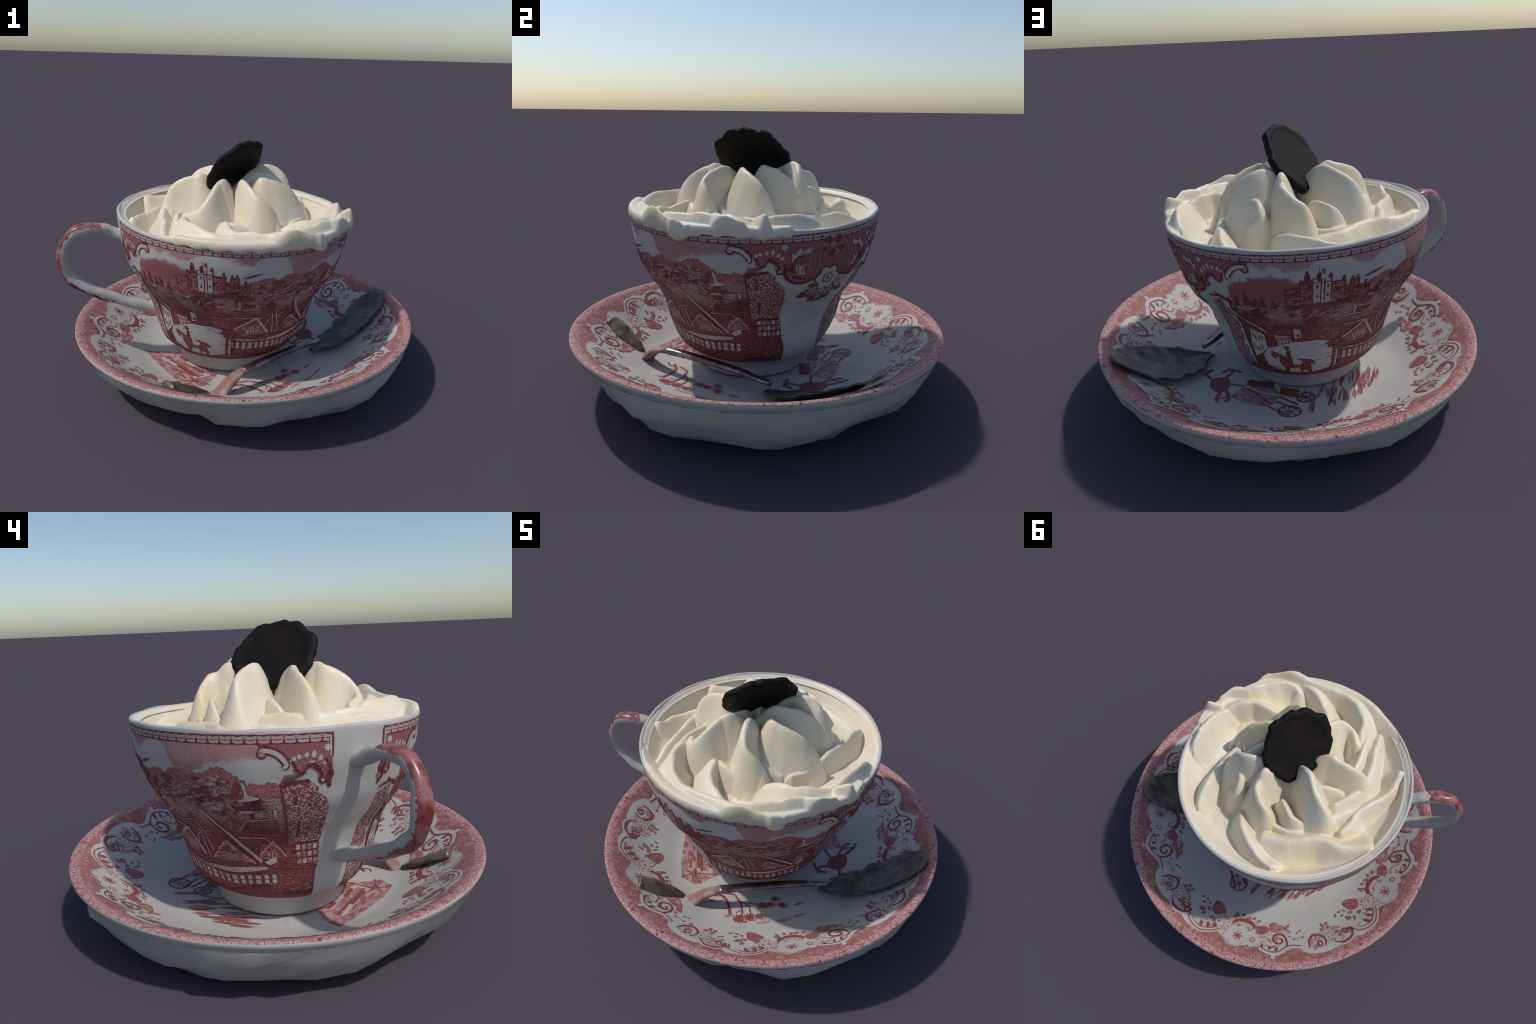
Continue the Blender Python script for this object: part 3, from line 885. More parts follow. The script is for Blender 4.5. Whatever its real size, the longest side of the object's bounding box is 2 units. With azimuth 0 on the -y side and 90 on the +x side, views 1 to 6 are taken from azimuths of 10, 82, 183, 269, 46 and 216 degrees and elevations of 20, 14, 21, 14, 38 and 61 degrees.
    for k in range(70):                                   # leaf lights on the tree crowns
        a, z = rng.uniform(21, 66), rng.uniform(.67, .79)
        if z > np.interp(a, [21, 30, 34, 40, 45, 52, 58, 66], [.75, .775, .75, .78, .745, .775, .80, .735]):
            continue
        w = rng.uniform(.8, 2.0)
        P.fill(M_PINKH, U([(a - w, z - .003), (a - w * .3, z + .007), (a + w, z + .004), (a + w * .3, z - .005)]), 3, rounded=True, cell=.05)


def scroll_ornament(P):
    """Flower cartouche hanging from the border, the same to left and right."""
    for s in (-1, 1):
        def W(pts):
            return [(s * (a - 117.5) * KU, z) for a, z in pts]
        # long white comma
        c = [(73.4, .872), (74.0, .888), (76.3, .887), (78.7, .876), (80.8, .852), (81.6, .833), (80.6, .822)]
        P.stroke(M_INK, W(c), .030, 1, taper=.25); P.stroke(M_RES, W(c), .017, 2, taper=.3)
        P.disc(M_INK, W([(73.9, .876)])[0], .018, 1); P.disc(M_PINK, W([(73.9, .877)])[0], .011, 2)
        P.stroke(M_INK, W([(73.1, .914), (76.8, .900), (80.2, .880), (82.6, .850)]), .010, 1)
        # hatched crescent with leaflets
        c = [(85.6, .818), (86.4, .835), (88.6, .846), (91.5, .838), (94.2, .806), (93.9, .775)]
        for a0, b0 in (((83.9, .845), (84.2, .868)), ((86, .853), (85.4, .874)), ((88, .858), (88.4, .880)), ((90.3, .856), (90.8, .886)), ((92.3, .844), (93.2, .868)), ((94, .828), (95, .850))):
            P.leaf(M_RES, W([a0])[0], W([b0])[0], .009, 1)
        P.stroke(M_ROSEF, W(c), .052, 1, taper=.25)
        P.disc(M_ROSEF, W([(86.0, .818)])[0], .024, 1)
        P.stroke(M_INK, W([(83.4, .848), (85.2, .812), (86.5, .798), (87.9, .811), (88.6, .825), (90.6, .826), (93.0, .804), (93.6, .785), (92.7, .772), (94.0, .757), (95.9, .776), (95.8, .81)]), .009, 3)
        P.stroke(M_INK, W([(88.4, .829), (90.6, .831), (93.0, .810)]), .014, 3)
        # daisy
        for k in range(8):
            t = k * math.pi / 4
            c = W([(95.2, .892)])[0]
            P.leaf(M_RES, c, (c[0] + .017 * math.cos(t), c[1] + .017 * math.sin(t)), .004, 2)
        # great leaf
        P.fill(M_RES, W([(98.9, .80), (98.2, .862), (99.6, .850), (101.7, .888), (102.4, .866), (106.6, .884), (105.8, .854), (104.5, .843), (102.0, .846), (100, .815)]), 2)
        P.fill(M_ROSEF, W([(99.3, .805), (99.8, .835), (102.5, .862), (104.8, .868), (102.2, .850), (100.6, .82)]), 3)
        P.stroke(M_INK, W([(99.4, .76), (99.2, .80), (100.4, .835), (103, .845), (105.5, .852)]), .009, 3)
        P.fill(M_RES, W([(100.4, .785), (101.2, .810), (102.3, .790), (104.7, .803), (104.3, .774), (105.7, .742), (102.0, .750)]), 3)
        P.stroke(M_ROSE, W([(101.3, .80), (102.2, .76)]), .005, 4); P.stroke(M_ROSE, W([(104, .795), (103.8, .755)]), .005, 4)
        # scalloped under-arc
        c = [(98.4, .772), (97.0, .782), (96.0, .757), (98.4, .722), (102.6, .701), (106.9, .705), (109.6, .722)]
        P.stroke(M_ROSEF, W([(97.6, .76), (99.3, .735), (103, .718), (107, .722)]), .036, 2)
        P.stroke(M_INK, W(c), .014, 4, taper=.3)
        for k in range(4):
            P.disc(M_INK, W([(100.2 + k * 1.8, .737 - .006 * k)])[0], .008, 3)
        # trellis of lozenges
        for i in range(5):
            for j in range(4):
                a, z = 106.6 + i * 2.1, .765 + j * .036 + .016 * (i % 2)
                if a + (z - .765) * 20 > 116:
                    continue
                d = [(a, z - .019), (a + .9, z + .002), (a + .5, z + .022), (a - .4, z)]
                for p, q in zip(d, d[1:] + d[:1]):
                    P.stroke(M_PINK, W([p, q]), .0038, 2)
                P.disc(M_PINK, W([(a + .2, z)])[0], .0035, 2)
        # leaves below
        for a0, b0 in (((109.5, .64), (103.4, .614)), ((112.5, .625), (107.0, .655)), ((113.5, .61), (111.0, .576)), ((116, .61), (114.5, .570)), ((112.5, .66), (108, .685)), ((117, .60), (119, .572))):
            P.leaf(M_INKF, W([a0])[0], W([b0])[0], .020, 2, M_INK)
    for c, r in (((0, .708), .058), ((8.6, .675), .034), ((-6.5, .640), .030), ((3.5, .628), .026), ((-2.0, .605), .022)):
        q = (c[0] * KU, c[1])
        P.disc(M_INK, q, r * 1.12, 3, lobes=6, depth=.3)
        P.disc(M_RES if r > .03 else M_PINKH, q, r, 4, lobes=6, depth=.35)
        P.disc(M_ROSEF, q, r * .5, 5, lobes=5, depth=.3); P.disc(M_RES, q, r * .33, 6); P.disc(M_INK, q, r * .15, 7)
    for a, z, r in ((-3.5, .905, .018), (2.0, .905, .018), (-.6, .842, .016), (4, .86, .014), (-5, .865, .014)):
        P.disc(M_INK, (a * KU, z), r, 2, lobes=5)
    for a, z in ((-.8, .880), (3, .885), (-4.5, .885), (1.8, .84)):
        P.disc(M_PINK, (a * KU, z), .015, 1, lobes=5)


def build_cup_print():
    # phi in degrees; the handle's plain strip lies between 196.5 and 216.5
    for centre, keep in ((-90.0, lambda p: p[0] / KU > -53), (99.4, lambda p: p[0] / KU < 97)):
        P = Print(cup_place(centre), keep)
        castle_landscape(P)
        P.build("printed_landscape", cup)
    for centre, keep in ((27.5, None), (-162.3, lambda p: p[0] / KU - 162.3 > -143.3), (216.9, lambda p: p[0] / KU + 216.9 < 196.3)):
        P = Print(cup_place(centre), keep)
        scroll_ornament(P)
        P.build("printed_scroll", cup)
    P = Print(cup_place(0.0))
    for a in (196.3, -143.4):
        s = 1 if a > 0 else -1
        P.stroke(M_INK, U([(a - s * 1.2, .944), (a, .935), (a, .86)]), .006, 3)
        P.stroke(M_RES, U([(a - s * .8, .935), (a - s * .6, .86)]), .006, 2)
        c = [(a - s * 2.5, .85), (a - s * .4, .815), (a + s * .3, .785), (a - s * 1.4, .772), (a - s * 1.8, .79)]
        P.stroke(M_INK, U(c), .010, 3)
    # signature under the village
    for centre in (-90.0, 99.4):
        a = 78.0
        for k in range(9):
            x = a + k * 2.2
            P.stroke(M_INK, U([(x + centre, .228), (x + centre + .8, .250 + .008 * (k % 3)), (x + centre + .9, .226), (x + centre + 1.9, .242)]), .0042, 2)
    P.build("printed_border_end", cup)


build_cup_print()


# ------------------------------------------------------- saucer's border
def saucer_place(uv, lift):
    z = dish_height(uv[:, 0], uv[:, 1])
    return np.stack([uv[:, 0], uv[:, 1], z + lift], -1)


def border_motif(P, phi0):
    """One of the five flower-and-scroll sprays; d degrees along the border, r radius."""
    def S(pts):
        return [(SAU_C[0] + r * math.cos(math.radians(phi0 + d)), SAU_C[1] + r * math.sin(math.radians(phi0 + d))) for d, r in pts]

    def one(d, r):
        return S([(d, r)])[0]
    for pts in ([(-9, .86), (-4, .85), (3, .80), (9, .75), (14, .70), (22, .70), (30, .69), (37, .73), (36, .79), (28, .84), (20, .86), (10, .85), (2, .88), (-6, .90)],
                [(46, .86), (50, .80), (55, .76), (60, .80), (63, .85), (61, .885), (54, .88), (49, .89)]):
        P.fill(M_WASH, S(pts), 0, rounded=True)
    rng = np.random.default_rng(77)
    for k in range(46):
        d0 = rng.uniform(-7, 37) if k % 3 else rng.uniform(46, 63)
        r0 = rng.uniform(.72, .88) if k % 3 else rng.uniform(.78, .88)
        t = rng.uniform(0, 360)
        c = one(d0, r0)
        if k % 2:
            P.scroll(M_ROSEW if k % 4 else M_INKW, c, rng.uniform(.010, .020), t, rng.uniform(.5, 1.0), .006, 1, 1 if k % 3 else -1)
        else:
            l = rng.uniform(.02, .045)
            P.leaf(M_PINKW if k % 4 else M_ROSEW, c, (c[0] + l * math.cos(t), c[1] + l * math.sin(t)), rng.uniform(.006, .011), 1)
    # acanthus scroll with its white back
    c = [(-6.6, .862), (-6.0, .885), (-2.5, .905), (0.5, .905), (3.0, .888), (5.8, .852), (7.5, .815)]
    P.stroke(M_RES, S(c), .030, 1, taper=.3); P.stroke(M_INKW, S(c), .007, 2)
    P.stroke(M_INKW, S([(-3, .882), (0, .886), (3, .866), (5.5, .83)]), .006, 2)
    P.scroll(M_INKW, one(-8.2, .856), .024, 90, 1.1, .013, 2, -1)
    for a, b in (((.5, .89), (-1.6, .845)), ((3.0, .87), (1.0, .83)), ((5.0, .845), (3.2, .805))):
        P.leaf(M_INKW, one(*a), one(*b), .012, 2)
    # dark strawberry leaf and its sprig
    P.fill(M_ROSEW, S([(-3.0, .680), (-2.6, .72), (-1.2, .75), (1.8, .759), (4.6, .715), (2.6, .690), (0, .672)]), 2, rounded=True)
    P.stroke(M_INKW, S([(4.2, .72), (1, .71), (-2.2, .69)]), .006, 3); P.stroke(M_INKW, S([(-3.0, .685), (-1.5, .745), (2, .757)]), .007, 3)
    for a, b, w in (((-9.0, .712), (-10.6, .735), .007), ((-6.4, .72), (-8, .708), .009), ((-6, .742), (-8.0, .750), .009), ((-4, .735), (-5.6, .71), .007), ((-4.2, .775), (-6.8, .79), .013), ((-1.5, .765), (-4.5, .750), .011),
                    ((-2.5, .785), (-3.8, .82), .010)):
        P.leaf(M_ROSEW, one(*a), one(*b), w, 2)
    P.scroll(M_INKW, one(-5.0, .78), .020, 0, 1, .008, 2)
    # knot of small blossoms
    for d, r, q in ((5.0, .750, .022), (7.0, .782, .024), (4.6, .792, .020), (8.8, .765, .018), (9.4, .796, .020), (6.2, .815, .018)):
        P.disc(M_ROSEW, one(d, r), q * 1.15, 2, lobes=5); P.disc(M_RES, one(d, r), q, 3, lobes=5); P.disc(M_PINKW, one(d, r), q * .45, 4)
    # dark crescent behind the flower
    P.stroke(M_INKW, S([(9.8, .775), (11.2, .735), (14, .714), (17, .710), (20.3, .727), (20.8, .75)]), .026, 2, taper=.6)
    P.stroke(M_PINKW, S([(11, .757), (13.5, .728), (17, .724), (19.5, .738)]), .006, 3)
    for a, b in (((10.6, .70), (9.8, .672)), ((14, .69), (13.2, .664)), ((18.5, .69), (20.4, .668)), ((21, .70), (23.5, .682))):
        P.leaf(M_ROSEW, one(*a), one(*b), .011, 2)
    P.scroll(M_INKW, one(10.4, .705), .016, 200, 1, .009, 2); P.scroll(M_INKW, one(16.8, .683), .014, 20, 1, .008, 2)
    # open white flower
    for d, r, q in ((14.6, .862, .036), (11.6, .845, .032), (12.4, .800, .034), (16.0, .782, .034), (18.4, .806, .034), (18.2, .846, .034)):
        P.disc(M_PINKW, one(d, r), q * 1.08, 3); P.disc(M_RES, one(d, r), q, 4)
    P.disc(M_PINKW, one(15.0, .825), .026, 5, lobes=7, depth=.7)
    for k in range(7):
        t = k * 2 * math.pi / 7; c = one(15.0, .825)
        P.stroke(M_ROSEW, [c, (c[0] + .034 * math.cos(t), c[1] + .034 * math.sin(t))], .004, 6)
    P.disc(M_INKW, one(15.0, .825), .008, 7)
    # second, smaller flower
    for d, r, q in ((20.6, .79, .022), (22.8, .80, .022), (23.4, .832, .022), (21.6, .856, .022), (19.8, .84, .022)):
        P.disc(M_RES, one(d, r), q, 4)
    P.disc(M_ROSEW, one(21.6, .825), .017, 5, lobes=5, depth=.5); P.disc(M_RES, one(21.6, .825), .009, 6)
    # shaded rose leaf and blown rose
    P.fill(M_ROSEW, S([(21.4, .735), (23.5, .720), (26.1, .712), (28.3, .737), (26.2, .772), (23, .775)]), 3, rounded=True)
    for k in range(4):
        P.stroke(M_INKW, S([(22.4 + k * 1.3, .728), (23 + k * 1.2, .768)]), .004, 4)
    P.fill(M_PINKW, S([(27.8, .70), (30.2, .690), (34.2, .708), (38.2, .75), (35.3, .742), (31, .752), (28.6, .745)]), 2, rounded=True)
    for pts in ([(28, .70), (30, .688), (32, .694)], [(32, .70), (34.5, .707), (36, .722)], [(36, .725), (38.4, .752)], [(29, .72), (32, .73), (34, .728)], [(30, .745), (33, .748)]):
        P.stroke(M_ROSEW, S(pts), .009, 3, taper=.5)
    P.fill(M_RES, S([(24.4, .80), (27, .79), (29.4, .83), (27.5, .858), (24.8, .85)]), 3, rounded=True)
    for pts in ([(24.6, .80), (27.2, .79), (29.6, .828)], [(25, .83), (27, .82)], [(26, .85), (28.6, .845)]):
        P.stroke(M_ROSEW, S(pts), .006, 4)
    # long white back scroll, ending in a volute
    c = [(25.1, .868), (28, .890), (31, .900), (33.4, .892), (36.2, .865), (38.5, .853), (41.9, .853)]
    P.stroke(M_RES, S(c), .022, 3); P.stroke(M_INKW, S([(25.2, .858), (28, .88), (31, .888), (33.5, .876), (36, .848), (38.6, .841), (41.9, .850)]), .007, 4)
    P.disc(M_RES, one(30.8, .921), .013, 3)
    P.stroke(M_INKW, S([(36.4, .845), (36.2, .80), (34.6, .768), (31.8, .765), (30.4, .795), (31.8, .825), (34.0, .826), (34.4, .802), (33.0, .792)]), .013, 4, taper=.25)
    for a, b in (((31.5, .885), (32.6, .848)), ((29.0, .875), (30.0, .848)), ((26.5, .865), (25.6, .835))):
        P.leaf(M_INKW, one(*a), one(*b), .009, 4)
    for d, r in ((41.2, .766), (42.8, .753), (37.6, .785), (43.4, .80), (39.6, .808)):
        P.leaf(M_ROSEW, one(d - .5, r), one(d + .8, r - .012), .006, 2)
    P.stroke(M_ROSEW, S([(38, .79), (40, .80), (42.5, .795), (43.5, .803)]), .003, 2)
    # facing pair of C scrolls with a blossom between
    P.stroke(M_INKW, S([(45.4, .872), (45.9, .825), (48.3, .795), (51.0, .806), (52.6, .843), (51.6, .885)]), .015, 2, taper=.5)
    P.scroll(M_INKW, one(49.6, .858), .024, 90, 1.2, .010, 2)
    for a, b in (((46.4, .85), (47.8, .815)), ((47.4, .845), (49.5, .813))):
        P.leaf(M_PINKW, one(*a), one(*b), .008, 2)
    P.stroke(M_INKW, S([(63.2, .830), (64.2, .862), (62.4, .892), (58.6, .902), (55.6, .880)]), .013, 2, taper=.5)
    P.stroke(M_RES, S([(64.6, .86), (62.8, .906), (58.4, .917), (55.0, .895)]), .010, 1)
    P.scroll(M_INKW, one(61.5, .845), .024, 60, 1.2, .012, 2, -1)
    for d, r, q in ((54.2, .838, .020), (55.6, .805, .018), (53.6, .80, .016), (56.2, .842, .016)):
        P.disc(M_ROSEW, one(d, r), q * 1.15, 2, lobes=5); P.disc(M_RES, one(d, r), q, 3, lobes=5); P.disc(M_ROSEW, one(d, r), q * .3, 4)
    for a, b, w in (((53.8, .785), (52.3, .76), .013), ((55.2, .785), (56.6, .755), .013), ((54.2, .765), (53.6, .728), .011), ((55.2, .75), (57.2, .738), .009), ((57, .835), (59.6, .812), .009), ((58, .85), (60.4, .84), .008)):
        P.leaf(M_ROSEW, one(*a), one(*b), w, 2)


def build_saucer_print():
    for k in range(5):
        P = Print(saucer_place)
        border_motif(P, 92.8 + 72 * k)
        P.build("printed_spray", saucer)
    P = Print(saucer_place)
    # house front on the well, beside the cup's foot
    P.fill(M_PINKW, [(-.56, -.25), (-.45, -.19), (-.30, -.17), (-.08, -.36), (-.11, -.53), (-.20, -.56), (-.30, -.49), (-.39, -.41)], 1)
    P.stroke(M_RES, [(-.44, -.28), (-.33, -.34), (-.19, -.44)], .022, 2, curved=False)
    P.stroke(M_RES, [(-.36, -.23), (-.25, -.30), (-.13, -.40)], .020, 2, curved=False)
    P.stroke(M_INKW, [(-.42, -.26), (-.30, -.335), (-.17, -.43)], .012, 3, curved=False)
    P.stroke(M_RES, [(-.19, -.45), (-.12, -.39)], .016, 2)
    for a, b in (((-.157, -.371), (-.24, -.323)), ((-.20, -.425), (-.33, -.337)), ((-.29, -.27), (-.35, -.225))):
        P.stroke(M_INKW, [a, b], .022, 4)
    P.stroke(M_INKW, [(-.08, -.36), (-.19, -.48), (-.20, -.56)], .007, 3, curved=False)
    P.stroke(M_INKW, [(-.09, -.50), (-.16, -.49), (-.26, -.50)], .006, 3)
    for k in range(26):
        t = RNG.uniform(0, 1); w = RNG.uniform(0, 1)
        x, y = -.52 + .34 * t, -.24 - .20 * t - .06 * w
        P.stroke(M_INKW, [(x, y), (x + .05, y - .035)], .005, 3, taper=.7)
    # bare tree with blossoms towards the front
    for c, w in (([(.02, -.47), (.08, -.46), (.15, -.485), (.21, -.525)], .016), ([(.10, -.40), (.17, -.415), (.24, -.46), (.27, -.50)], .010), ([(.14, -.42), (.22, -.40), (.28, -.43)], .008),
                 ([(.20, -.39), (.27, -.33), (.34, -.25)], .007), ([(.06, -.462), (.03, -.50), (.0, -.50)], .006), ([(.10, -.465), (.08, -.51)], .006), ([(.17, -.50), (.14, -.53)], .006),
                 ([(.05, -.44), (.10, -.40)], .010), ([(.22, -.45), (.22, -.49)], .005), ([(.25, -.36), (.29, -.37)], .005)):
        P.stroke(M_INKW, c, w, 2)
    for x, y, q in ((.266, -.51, .030), (.292, -.455, .026), (.325, -.405, .022), (.27, -.335, .020), (.30, -.30, .018), (.35, -.25, .020), (.285, -.25, .016)):
        P.disc(M_INKW, (x, y), q, 2, lobes=9, depth=.6); P.disc(M_PINKW, (x + .012, y + .01), q * 1.2, 1, lobes=5)
    for x, y, l in ((.20, -.56, .06), (.36, -.46, .09), (.42, -.36, .10), (.46, -.27, .08), (.05, -.55, .05), (.40, -.20, .07)):
        P.stroke(M_PINKW, [(x, y), (x + l * .4, y + l * .8)], .022, 1, taper=.8)
    # cart and horses on the far side
    P.fill(M_PINKW, [(.288, .351), (.20, .24), (.045, .30), (.035, .354), (.084, .449), (.18, .42)], 1)
    P.fill(M_INKW, [(.07, .225), (.20, .20), (.215, .25), (.06, .29)], 2); P.fill(M_INKW, [(-.07, .30), (.03, .27), (.035, .335), (-.05, .36)], 2)
    P.stroke(M_RES, [(.22, .264), (.12, .32), (.034, .345)], .014, 3); P.stroke(M_INKW, [(.20, .285), (.13, .35), (.07, .43)], .010, 3)
    for a, b in (((.034, .354), (-.06, .43)), ((.01, .34), (-.08, .36)), ((.084, .449), (-.02, .53)), ((.05, .40), (-.06, .47)), ((.288, .351), (.36, .40)), ((.22, .264), (.32, .23))):
        P.stroke(M_INKW, [a, b], .012, 2)
    for x, y, q in ((-.02, .49, .055), (-.10, .365, .045)):
        P.stroke(M_INKW, [(x + q * math.cos(t), y + q * .95 * math.sin(t)) for t in np.linspace(0, 2 * math.pi, 14)], .010, 2)
        for k in range(4):
            t = k * math.pi / 4
            P.stroke(M_INKW, [(x - q * math.cos(t), y - q * math.sin(t)), (x + q * math.cos(t), y + q * math.sin(t))], .005, 2)
    P.fill(M_INKW, [(.40, .20), (.335, .17), (.30, .22), (.315, .30), (.36, .315), (.40, .27)], 2, rounded=True)
    for c in ([(.40, .20), (.44, .15), (.41, .10)], [(.33, .18), (.30, .12), (.33, .09)], [(.34, .31), (.35, .38), (.34, .43)], [(.31, .30), (.29, .38), (.31, .41)], [(.36, .13), (.31, .10), (.25, .13)]):
        P.stroke(M_INKW, c, .016, 2)
    # broom-like ground strokes that run round the foot
    for k in range(70):
        t = RNG.uniform(0, 1)
        ph = math.radians(100 + 62 * t + RNG.uniform(-3, 3)); r = RNG.uniform(.36, .53)
        l = RNG.uniform(.05, .13)
        x, y = r * math.cos(ph), r * math.sin(ph)
        P.stroke(M_INKW if k % 3 == 0 else M_ROSEW, [(x, y), (x - l * .35 + .02, y - l * .9)], RNG.uniform(.006, .016), 2 if k % 2 else 1, taper=.9)
    P.build("printed_scene", saucer)


build_saucer_print()

# ================================================================ CREAM
cream = empty("whipped_cream", "piped swirl of whipped cream with ridged rosette", "whipped cream")
CC = np.array([-.0705, -.0165])

# crest lines of the rosette's petals, from the inner tip outwards
PETALS = [
    [(.014, -.189, 1.174), (.07, -.262, 1.147), (.115, -.296, 1.115), (.163, -.290, 1.080), (.195, -.274, 1.028), (.207, -.279, .975), (.19, -.297, .94)],
    [(.102, -.097, 1.177), (.150, -.085, 1.165), (.190, -.065, 1.147), (.251, -.022, 1.099), (.298, .012, 1.014), (.316, -.05, .956), (.29, -.14, .955)],
    [(.035, .021, 1.180), (.078, .045, 1.173), (.111, .080, 1.160), (.167, .153, 1.104), (.20, .180, 1.09)],
    [(.0, .125, 1.17), (.078, .162, 1.198), (.128, .178, 1.186), (.172, .178, 1.155), (.196, .190, 1.103), (.165, .203, 1.085), (.13, .22, 1.078),
     (.098, .255, 1.074), (.086, .298, 1.04), (.105, .302, 1.0), (.138, .285, .962)],
    [(-.011, .185, 1.184), (-.012, .227, 1.152), (-.023, .271, 1.138), (-.05, .293, 1.112), (-.082, .308, 1.085), (-.12, .315, 1.055), (-.148, .308, .98)],
    [(-.213, .063, 1.193), (-.255, .097, 1.178), (-.284, .118, 1.169), (-.316, .134, 1.155), (-.345, .142, 1.13), (-.372, .143, 1.09), (-.40, .13, 1.02)],
    [(-.236, -.10, 1.176), (-.281, -.106, 1.166), (-.322, -.114, 1.156), (-.36, -.126, 1.137), (-.395, -.145, 1.105), (-.412, -.162, 1.06), (-.412, -.18, 1.02), (-.385, -.195, .985)],
    [(-.086, -.222, 1.181), (-.105, -.25, 1.168), (-.112, -.29, 1.150), (-.12, -.335, 1.125), (-.138, -.37, 1.09), (-.17, -.39, 1.05), (-.21, -.385, 1.03), (-.26, -.345, 1.01)],
]
# every crest sinks towards the middle, under the chocolate
for _p in PETALS:
    _a = np.array(_p[0]); _d = np.array([-.06, -.01]) - _a[:2]; _d /= np.linalg.norm(_d) + 1e-9
    _p.insert(0, (_a[0] + .05 * _d[0], _a[1] + .05 * _d[1], _a[2] - .025))
    _p.insert(0, (_a[0] + .11 * _d[0], _a[1] + .11 * _d[1], _a[2] - .09))
# left and right fall widths of each petal (smaller is steeper)
PETAL_W = [(.105, .075), (.06, .11), (.085, .10), (.095, .085), (.095, .09), (.085, .095), (.09, .09), (.09, .09)]

# crest lines of the swirling folds outside the rosette: (points, height, left width, right width)
FOLDS = [
    ([(.295, .064, .935), (.290, .144, .958), (.287, .213, .956), (.282, .283, .962), (.268, .353, .971), (.258, .41, .95), (.236, .462, .925)], .11, .08, .05),
    ([(.02, .345, .935), (.003, .38, .948), (-.04, .426, .966), (-.091, .459, .967), (-.144, .485, .968), (-.195, .501, .958), (-.25, .512, .950), (-.302, .512, .952)], .10, .07, .045),
    ([(-.026, .333, .954), (-.079, .326, .950), (-.133, .322, .951), (-.19, .315, .95), (-.247, .305, .95), (-.305, .28, .95), (-.345, .279, .945)], .09, .07, .04),
    ([(-.17, .40, .945), (-.277, .36, .958), (-.36, .283, .965), (-.412, .243, .967), (-.458, .227, .967), (-.531, .209, .966), (-.60, .162, .965), (-.649, .118, .97)], .09, .08, .08),
    ([(-.17, .27, .935), (-.218, .25, .941), (-.258, .207, .937), (-.298, .164, .945), (-.383, .109, .955), (-.429, .04, .957), (-.474, -.042, .95)], .10, .06, .07),
    ([(-.372, .035, .982), (-.38, .026, .989), (-.402, -.021, .997), (-.422, -.073, .999), (-.434, -.132, .993), (-.433, -.19, .994), (-.417, -.249, .99), (-.398, -.315, .973),
      (-.367, -.379, .976), (-.343, -.465, .955), (-.32, -.524, .925)], .12, .07, .06),
    ([(-.485, .131, .945), (-.498, .056, .955), (-.492, -.013, .957), (-.516, -.092, .957), (-.552, -.181, .945), (-.570, -.25, .952), (-.56, -.31, .947), (-.548, -.36, .97)], .09, .055, .05),
    ([(-.35, -.16, .965), (-.338, -.205, .978), (-.33, -.247, .984), (-.322, -.289, .988), (-.309, -.331, .993), (-.294, -.379, .989), (-.28, -.43, .99)], .10, .045, .05),
    ([(-.30, -.33, .955), (-.272, -.368, .979), (-.243, -.420, 1.015), (-.215, -.496, 1.015), (-.155, -.545, 1.02), (-.087, -.589, 1.003), (-.006, -.604, .988), (.069, -.594, .99),
      (.141, -.574, .995), (.216, -.555, 1.002), (.31, -.540, 1.02), (.39, -.515, 1.02), (.45, -.475, 1.012), (.485, -.43, 1.0)], .14, .075, .09),
    ([(-.03, -.375, .99), (.0, -.43, .975), (.044, -.465, .965), (.076, -.484, .973), (.108, -.502, .985), (.151, -.514, .992), (.2, -.524, .982), (.239, -.523, .973)], .13, .05, .12),
    ([(.24, -.47, .975), (.28, -.478, .985), (.341, -.454, .997), (.381, -.411, 1.0), (.418, -.366, 1.0), (.448, -.315, 1.008), (.48, -.268, 1.005)], .08, .05, .05),
    ([(.22, -.30, .915), (.244, -.278, .942), (.29, -.258, .970), (.342, -.244, .986), (.396, -.227, .986), (.434, -.188, .994), (.472, -.147, .984), (.497, -.10, .967)], .12, .05, .10),
    ([(.497, -.10, .967), (.512, -.041, .987), (.515, .019, 1.003), (.512, .078, 1.007), (.508, .134, 1.005), (.505, .182, .992), (.485, .219, .955)], .10, .07, .05),
    ([(.47, -.27, 1.0), (.52, -.24, 1.01), (.565, -.20, 1.012), (.585, -.15, 1.0)], .09, .05, .05),
    ([(.535, -.08, 1.0), (.577, -.052, 1.022), (.600, -.044, 1.016), (.612, -.04, .995)], .10, .035, .035),
    ([(-.03, -.35, .972), (.0, -.355, .980), (.06, -.35, .965), (.124, -.336, .942)], .10, .10, .045),
    ([(.14, -.21, .99), (.18, -.205, .972), (.204, -.198, .957), (.24, -.17, .942)], .10, .10, .04),
    ([(-.24, .03, 1.03), (-.27, .012, 1.042), (-.304, -.004, 1.041), (-.34, -.025, 1.022), (-.365, -.04, .995)], .16, .055, .055),
    ([(-.153, .215, 1.05), (-.19, .235, 1.055), (-.231, .255, 1.046), (-.265, .248, 1.02), (-.285, .235, .985)], .16, .055, .055),
]


